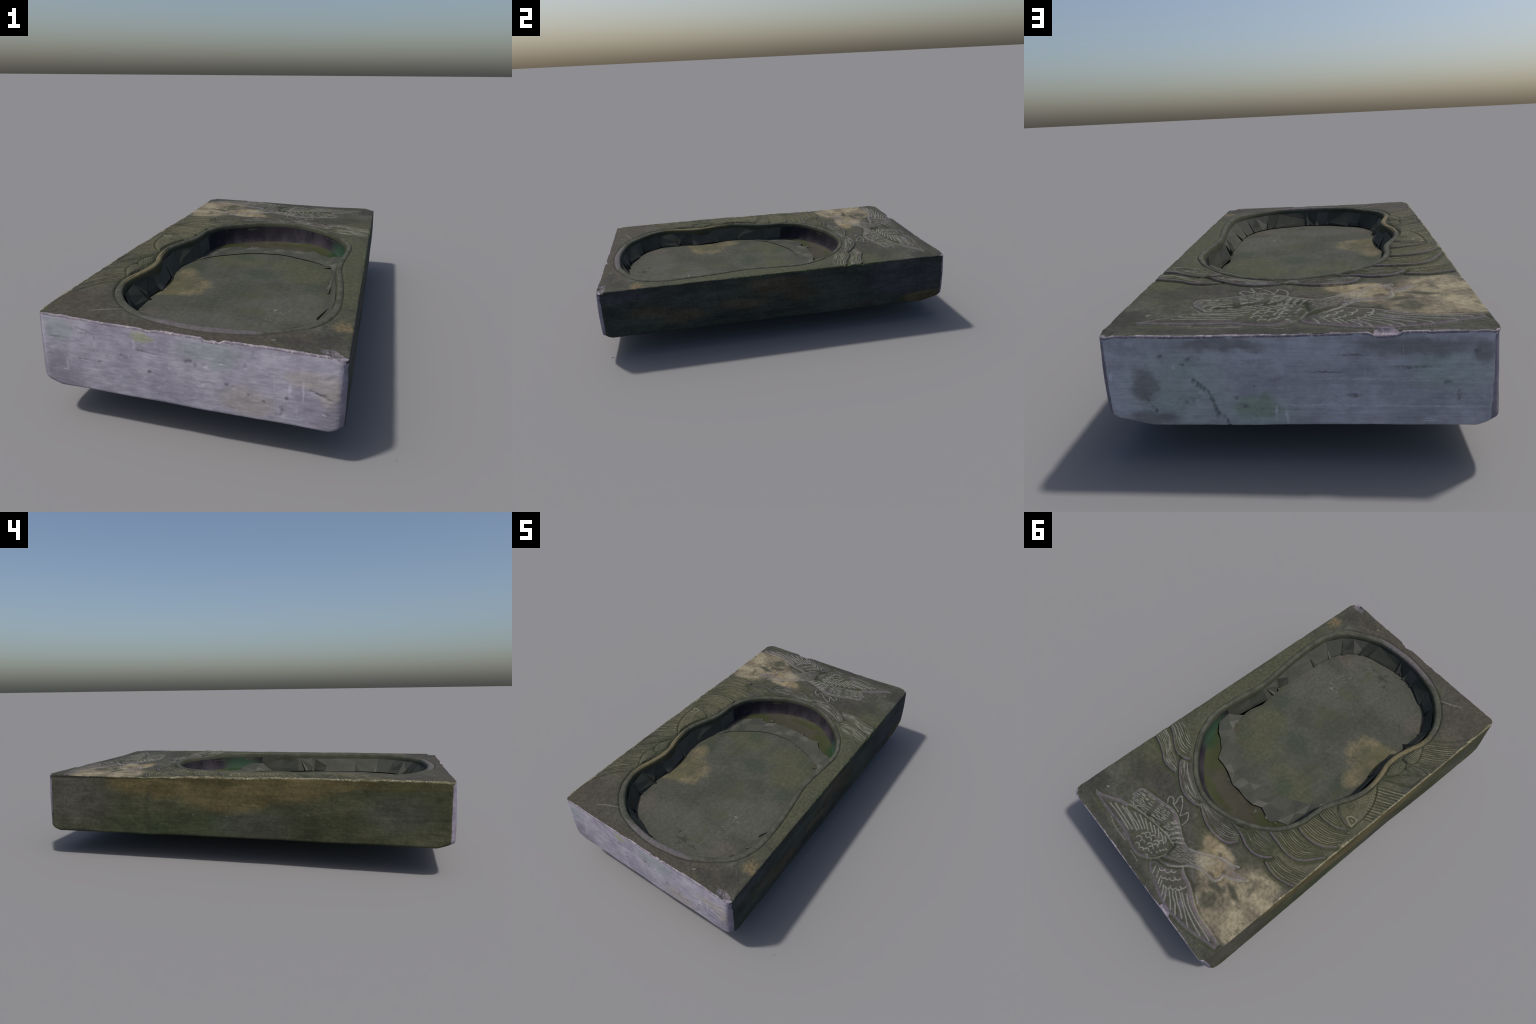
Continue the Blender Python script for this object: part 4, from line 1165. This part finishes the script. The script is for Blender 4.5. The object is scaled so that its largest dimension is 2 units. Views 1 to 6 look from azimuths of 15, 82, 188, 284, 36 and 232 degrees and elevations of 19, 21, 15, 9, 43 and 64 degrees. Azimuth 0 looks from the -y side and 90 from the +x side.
dk = N.math("MULTIPLY", N.blobs(q, [((-0.26, -0.30, 0.31), (0.055, 0.028, 0)), ((-0.26, -0.61, 0.31), (0.04, 0.02, 0)), ((0.05, -0.75, 0.31), (0.10, 0.06, 0))], 0.5), N.ramp(N.noise(p, 30, 4, 0.6, 1.0), 0.52, 0.62, 0, 0.7))
col = N.mix(dk, col, A(50, 52, 46))
col = N.mul(col, N.ramp(fine, 0.3, 0.72, 0.82, 1.17))
col = N.mix(N.ramp(N.noise(p, 4.5, 6, 0.66), 0.52, 0.62, 0, 0.5), col, A(68, 72, 52))
lines = N.noise(N.stretch(p, (40, 4, 1)), 1.2, 3, 0.5)
col = N.mul(col, N.ramp(lines, 0.3, 0.7, 0.95, 1.05))
finish(m, N, col, N.noise(p, 80, 6, 0.65), 0.3, 0.0012, 0.6)
make("grinding_floor", fv, ff, [m], None, tris=ftri)
M_FLOOR = m

# ------------------------------------------------------------------ ink well behind the floor: floor and curved wall
well_i = np.where(RIM[:, 1] > 0.07)[0]
w0 = well_i[np.argmin(np.where(RIM[well_i, 0] < 0, RIM[well_i, 1], 9))]
w1 = well_i[np.argmin(np.where(RIM[well_i, 0] > 0, RIM[well_i, 1], 9))]
lo_i, hi_i = min(w0, w1), max(w0, w1)
arc = RIM[lo_i:hi_i + 1]
arc_n = RIM_N[lo_i:hi_i + 1]
gwa = gwR[lo_i:hi_i + 1]
WELL_Z = -0.117
wp = [(-0.97, -0.020), (-1.0, -0.035), (-1.12, -0.058), (-1.50, -0.083), (-2.2, -0.105), (-3.2, -0.115)]
wv = []
for o, z in wp:
    xy = arc + arc_n * (o * gwa)[:, None]
    z = z + 0.020 * sstep(0.0, 0.25, arc[:, 0]) * min(1.0, (-z / 0.1) ** 2)
    wv.append(np.c_[xy, plane_z(xy[:, 0], xy[:, 1]) + z + 0.0015 * fbm(np.c_[xy, np.zeros(len(xy)) + z], 14, 3, 95)])
wc = np.array([0.0, 0.06])
base_xy = arc + arc_n * (-3.2 * gwa)[:, None]
for f in np.linspace(0.92, 0.0, 14):
    xy = wc + (base_xy - wc) * f
    wv.append(np.c_[xy, plane_z(xy[:, 0], xy[:, 1]) + WELL_Z + 0.020 * sstep(0.0, 0.25, xy[:, 0]) * sstep(0.55, 0.92, f) + 0.002 * fbm(np.c_[xy, np.zeros(len(xy))], 6, 3, 96)])
nW = len(arc)
kW = len(wv)
wv = np.vstack(wv)
iw = np.arange(nW - 1)
wf = np.vstack([np.c_[k * nW + iw, (k + 1) * nW + iw, (k + 1) * nW + iw + 1, k * nW + iw + 1] for k in range(kW - 1)])
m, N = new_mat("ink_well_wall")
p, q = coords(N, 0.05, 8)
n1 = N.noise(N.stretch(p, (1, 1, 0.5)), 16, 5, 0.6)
col = N.mix(N.ramp(n1, 0.35, 0.65), (0.014, 0.012, 0.017, 1), (0.030, 0.026, 0.032, 1))  # near-black base colour: the basin's inner shade is baked into it
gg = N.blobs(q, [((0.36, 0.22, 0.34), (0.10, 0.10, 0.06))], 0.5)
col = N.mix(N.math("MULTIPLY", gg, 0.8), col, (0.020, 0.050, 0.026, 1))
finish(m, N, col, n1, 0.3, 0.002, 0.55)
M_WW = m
m, N = new_mat("ink_well_floor")
p, q = coords(N, 0.05, 8)
n1 = N.noise(p, 12, 5, 0.62)
col = N.mix(N.ramp(n1, 0.35, 0.65), A(56, 55, 44), A(70, 67, 56))
gg = N.blobs(q, [((0.22, 0.30, 0.3), (0.08, 0.08, 0)), ((0.31, 0.22, 0.3), (0.06, 0.10, 0)), ((0.10, 0.42, 0.3), (0.16, 0.025, 0)), ((-0.28, 0.30, 0.3), (0.10, 0.05, 0))], 0.5)
col = N.mix(N.math("MULTIPLY", gg, 0.85), col, A(52, 58, 30))
gd = N.blobs(q, [((0.33, 0.27, 0.3), (0.05, 0.06, 0))], 0.5)
col = N.mix(N.math("MULTIPLY", gd, 0.8), col, A(22, 52, 26))
pk = N.blobs(q, [((-0.15, 0.36, 0.3), (0.09, 0.03, 0)), ((0.02, 0.36, 0.3), (0.10, 0.04, 0))], 0.5)
col = N.mix(N.math("MULTIPLY", pk, 0.7), col, A(62, 60, 50))
finish(m, N, col, n1, 0.3, 0.002, 0.5)
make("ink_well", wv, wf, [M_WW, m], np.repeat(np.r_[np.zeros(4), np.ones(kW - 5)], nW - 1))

# ------------------------------------------------------------------ broken inner wall: flat-cut facets between rim and floor
FAC = [simple("wall_facet", A(65, 67, 59), A(74, 75, 68), 8, bump=0.1), simple("wall_facet_pale", A(77, 78, 72), A(87, 87, 81), 8, bump=0.1),
       simple("wall_facet_grey", A(58, 61, 56), A(67, 69, 63), 8, bump=0.1), simple("wall_facet_deep", A(48, 51, 46), A(56, 58, 52), 8, bump=0.1)]
fcn = RIM.mean(0)


def facet_strip(name, top_pts, bot_pts, seed):
    """A strip of flat broken flaps: the middle row leans in and out, its seams do not line up."""
    r = np.random.default_rng(seed)
    n = len(top_pts)
    f = r.uniform(0.55, 0.9, n)[:, None]
    mid = top_pts * (1 - f) + bot_pts * f
    inw = (fc_ - mid[:, :2])
    inw /= np.linalg.norm(inw, axis=1)[:, None]
    mid[:, :2] += inw * r.normal(0.0, 0.0022, n)[:, None]
    verts = np.vstack([top_pts, mid, bot_pts])
    tris, mi = [], []
    for lay in (0, 1):
        for k in range(n - 1):
            a, b = lay * n + k, lay * n + k + 1
            d, c = (lay + 1) * n + k, (lay + 1) * n + k + 1
            tris += [(a, d, c), (a, c, b)] if r.random() < 0.5 else [(a, d, b), (b, d, c)]
            q = int(r.choice(4, p=[0.45, 0.2, 0.25, 0.10])) if lay == 0 else mi[2 * k]
            mi += [q, q if lay or r.random() < 0.65 else int(r.choice(4, p=[0.4, 0.2, 0.25, 0.15]))]
    return make(name, verts, np.array(tris), FAC, mi, smooth=False)


def along(curve_idx, off, z, jz, jo, r):
    """Jittered points on the rim's inner side at the given rim indices."""
    P = []
    for i in curve_idx:
        i = int(i) % nR
        xy = RIM[i] + RIM_N[i] * (off * gwR[i] + r.normal(0, jo))
        P.append((xy[0], xy[1], plane_z(*xy) + z + r.normal(0, jz)))
    return np.array(P)


r = np.random.default_rng(5)
# the wall runs from the left end of the well round the front to the right end
start = max(w0, w1)
stop = min(w0, w1) + nR
if RIM[(start + 20) % nR, 1] > RIM[start, 1]:
    start, stop = min(w0, w1), max(w0, w1)
idx = [start - 2]
while idx[-1] < stop + 2:
    idx.append(idx[-1] + (r.uniform(1.5, 4) if r.random() < 0.33 else r.uniform(13, 30)))
tp = along(idx, -0.95, -0.019, 0.0025, 0.0006, r)
bp = []
for t in tp:
    k = np.argmin(np.hypot(*(FLOOR - t[:2]).T))
    k = (k + int(r.integers(-4, 5)) * (r.random() < 0.6)) % nF
    q = FLOOR[k]
    inw = (fc_ - q) / np.linalg.norm(fc_ - q)
    q = q + inw * (0.003 + abs(r.normal(0, 0.0035)) + (0.014 if r.random() < 0.10 else 0))
    bp.append((q[0], q[1], floor_z(*q) + 0.0012 + abs(r.normal(0, 0.0015))))
bp = np.array(bp)
for e_, w_ in ((0, 0.85), (1, 0.45), (-1, 0.85), (-2, 0.45)):
    q = bp[e_, :2] * (1 - w_) + tp[e_, :2] * w_
    bp[e_] = (q[0], q[1], bp[e_, 2] - 0.02 * w_)
facet_strip("basin_wall", tp, bp, 11)
# tall thin shards of stone standing off the wall, and dark folds behind them
r = np.random.default_rng(31)
hv, ht, hm = [], [], []
for k in r.choice(np.arange(3, len(tp) - 4), 16, replace=False):
    t_, b_ = tp[k], bp[k]
    inw = (fc_ - b_[:2]) / np.linalg.norm(fc_ - b_[:2])
    along_ = np.array([-inw[1], inw[0]])
    w_ = r.uniform(0.006, 0.018)
    hgt = r.uniform(0.35, 1.0)
    apex = b_ * (1 - hgt) + t_ * hgt
    n0 = len(hv)
    q1, q2 = b_[:2] + along_ * w_ + inw * 0.004, b_[:2] - along_ * w_ * 0.4 + inw * r.uniform(0.008, 0.016)
    hv += [(apex[0] + inw[0] * 0.003, apex[1] + inw[1] * 0.003, apex[2]), (q1[0], q1[1], b_[2] + 0.001), (q2[0], q2[1], b_[2] + 0.001), (b_[0] - inw[0] * 0.004, b_[1] - inw[1] * 0.004, b_[2])]
    ht += [(n0, n0 + 1, n0 + 2), (n0, n0 + 2, n0 + 3), (n0, n0 + 3, n0 + 1), (n0 + 1, n0 + 3, n0 + 2)]
    hm += [int(r.choice([0, 1, 3, 3]))] * 4
o_ = make("wall_shard", np.array(hv), np.array(ht), FAC, hm, smooth=False)
o_["kind"] = "stuff"

# torn shelf between grinding floor and ink well: a ragged, overhanging sheet of flat pieces
SHELF = spline([(0.372, 0.10), (0.361, 0.144), (0.312, 0.197), (0.278, 0.215), (0.224, 0.242), (0.192, 0.27), (0.112, 0.293), (0.038, 0.313), (-0.018, 0.314), (-0.063, 0.313), (-0.092, 0.307), (-0.145, 0.302), (-0.199, 0.287), (-0.256, 0.269), (-0.309, 0.227), (-0.352, 0.187), (-0.392, 0.13), (-0.405, 0.08)], 19)
r = np.random.default_rng(9)
rgt = lambda q: float(sstep(0.02, 0.26, q[0]))          # the right end of the sheet climbs towards the rim
sv, st, sm_ = [], [], []
layers = []
for lay, f in enumerate((0.0, 0.48, 1.0)):
    row = []
    for k, s_ in enumerate(SHELF):
        i = np.argmin(np.hypot(*(FLOOR - (s_ - [0.0, 0.085])).T))
        q0 = FLOOR[i] + (fc_ - FLOOR[i]) / np.linalg.norm(fc_ - FLOOR[i]) * 0.004
        ff_ = f if lay != 1 else f + r.uniform(-0.22, 0.22)
        q = q0 * (1 - ff_) + s_ * ff_
        if lay:
            q = q + r.normal(0, 0.003 if lay == 1 else 0.0105, 2)
        z0 = floor_z(*q0) + 0.0008
        z = z0 - (0.002 * ff_ + 0.004 * ff_ ** 2) * (1 - rgt(q)) + (0.014 * rgt(q) + 0.030 * float(sstep(0.29, 0.37, q[0]))) * ff_ + (r.normal(0, 0.0007 if lay == 1 else 0.0022) if lay else 0)
        row.append(len(sv))
        sv.append((q[0], q[1], z))
    layers.append(row)
for la, lb in zip(layers[:-1], layers[1:]):
    for k in range(len(SHELF) - 1):
        a_, b_, c_, d_ = la[k], la[k + 1], lb[k + 1], lb[k]
        st += [(a_, d_, c_), (a_, c_, b_)] if r.random() < 0.5 else [(a_, d_, b_), (b_, d_, c_)]
        q = int(r.choice(3, p=[0.55, 0.2, 0.25]))
        sm_ += [q, q if r.random() < 0.8 else int(r.choice(3))]
# the broken edge has thickness
edge = layers[-1]
low = []
for v in edge:
    low.append(len(sv))
    sv.append((sv[v][0], sv[v][1] - 0.004, sv[v][2] - 0.012))
for k in range(len(edge) - 1):
    st += [(edge[k], low[k], edge[k + 1]), (edge[k + 1], low[k], low[k + 1])]
    sm_ += [3, 3]
# loose splinters lying at the foot of the edge
for (x, y) in ((0.20, 0.285), (-0.17, 0.312), (-0.235, 0.292), (-0.285, 0.272), (0.07, 0.318)):
    n0 = len(sv)
    a0 = r.uniform(0, 6.28)
    for t_ in range(3):
        rad = r.uniform(0.010, 0.024)
        xx, yy = x + rad * math.cos(a0 + 2.1 * t_), y + rad * math.sin(a0 + 2.1 * t_)
        sv.append((xx, yy, floor_z(x, y) - 0.008 + r.uniform(-0.003, 0.003)))
    sv.append((x, y, floor_z(x, y) - 0.014))
    st += [(n0, n0 + 1, n0 + 2), (n0, n0 + 3, n0 + 1), (n0 + 1, n0 + 3, n0 + 2), (n0 + 2, n0 + 3, n0)]
    sm_ += [int(r.choice(2))] * 4
make("torn_shelf", np.array(sv), np.array(st), FAC, sm_, smooth=False)

# ------------------------------------------------------------------ a loose sliver of stone beside the front right corner
me = bpy.data.meshes.new("stone_chip")
cv = np.array([(0.0, -0.014, 0.0), (0.0012, 0.004, 0.0), (0.0, 0.018, 0.0005), (-0.0014, 0.002, 0.0), (0.0002, -0.004, 0.004), (0.0001, 0.008, 0.003)])
cf = [(0, 3, 1), (1, 3, 2), (0, 1, 4), (1, 5, 4), (1, 2, 5), (2, 3, 5), (3, 4, 5), (3, 0, 4)]
make("stone_chip", cv * 0.7 + [0.6470, -0.924, 0.09], np.array(cf), [simple("chip_green", (0.07, 0.15, 0.07, 1), (0.10, 0.18, 0.09, 1), 60)], None, smooth=False)
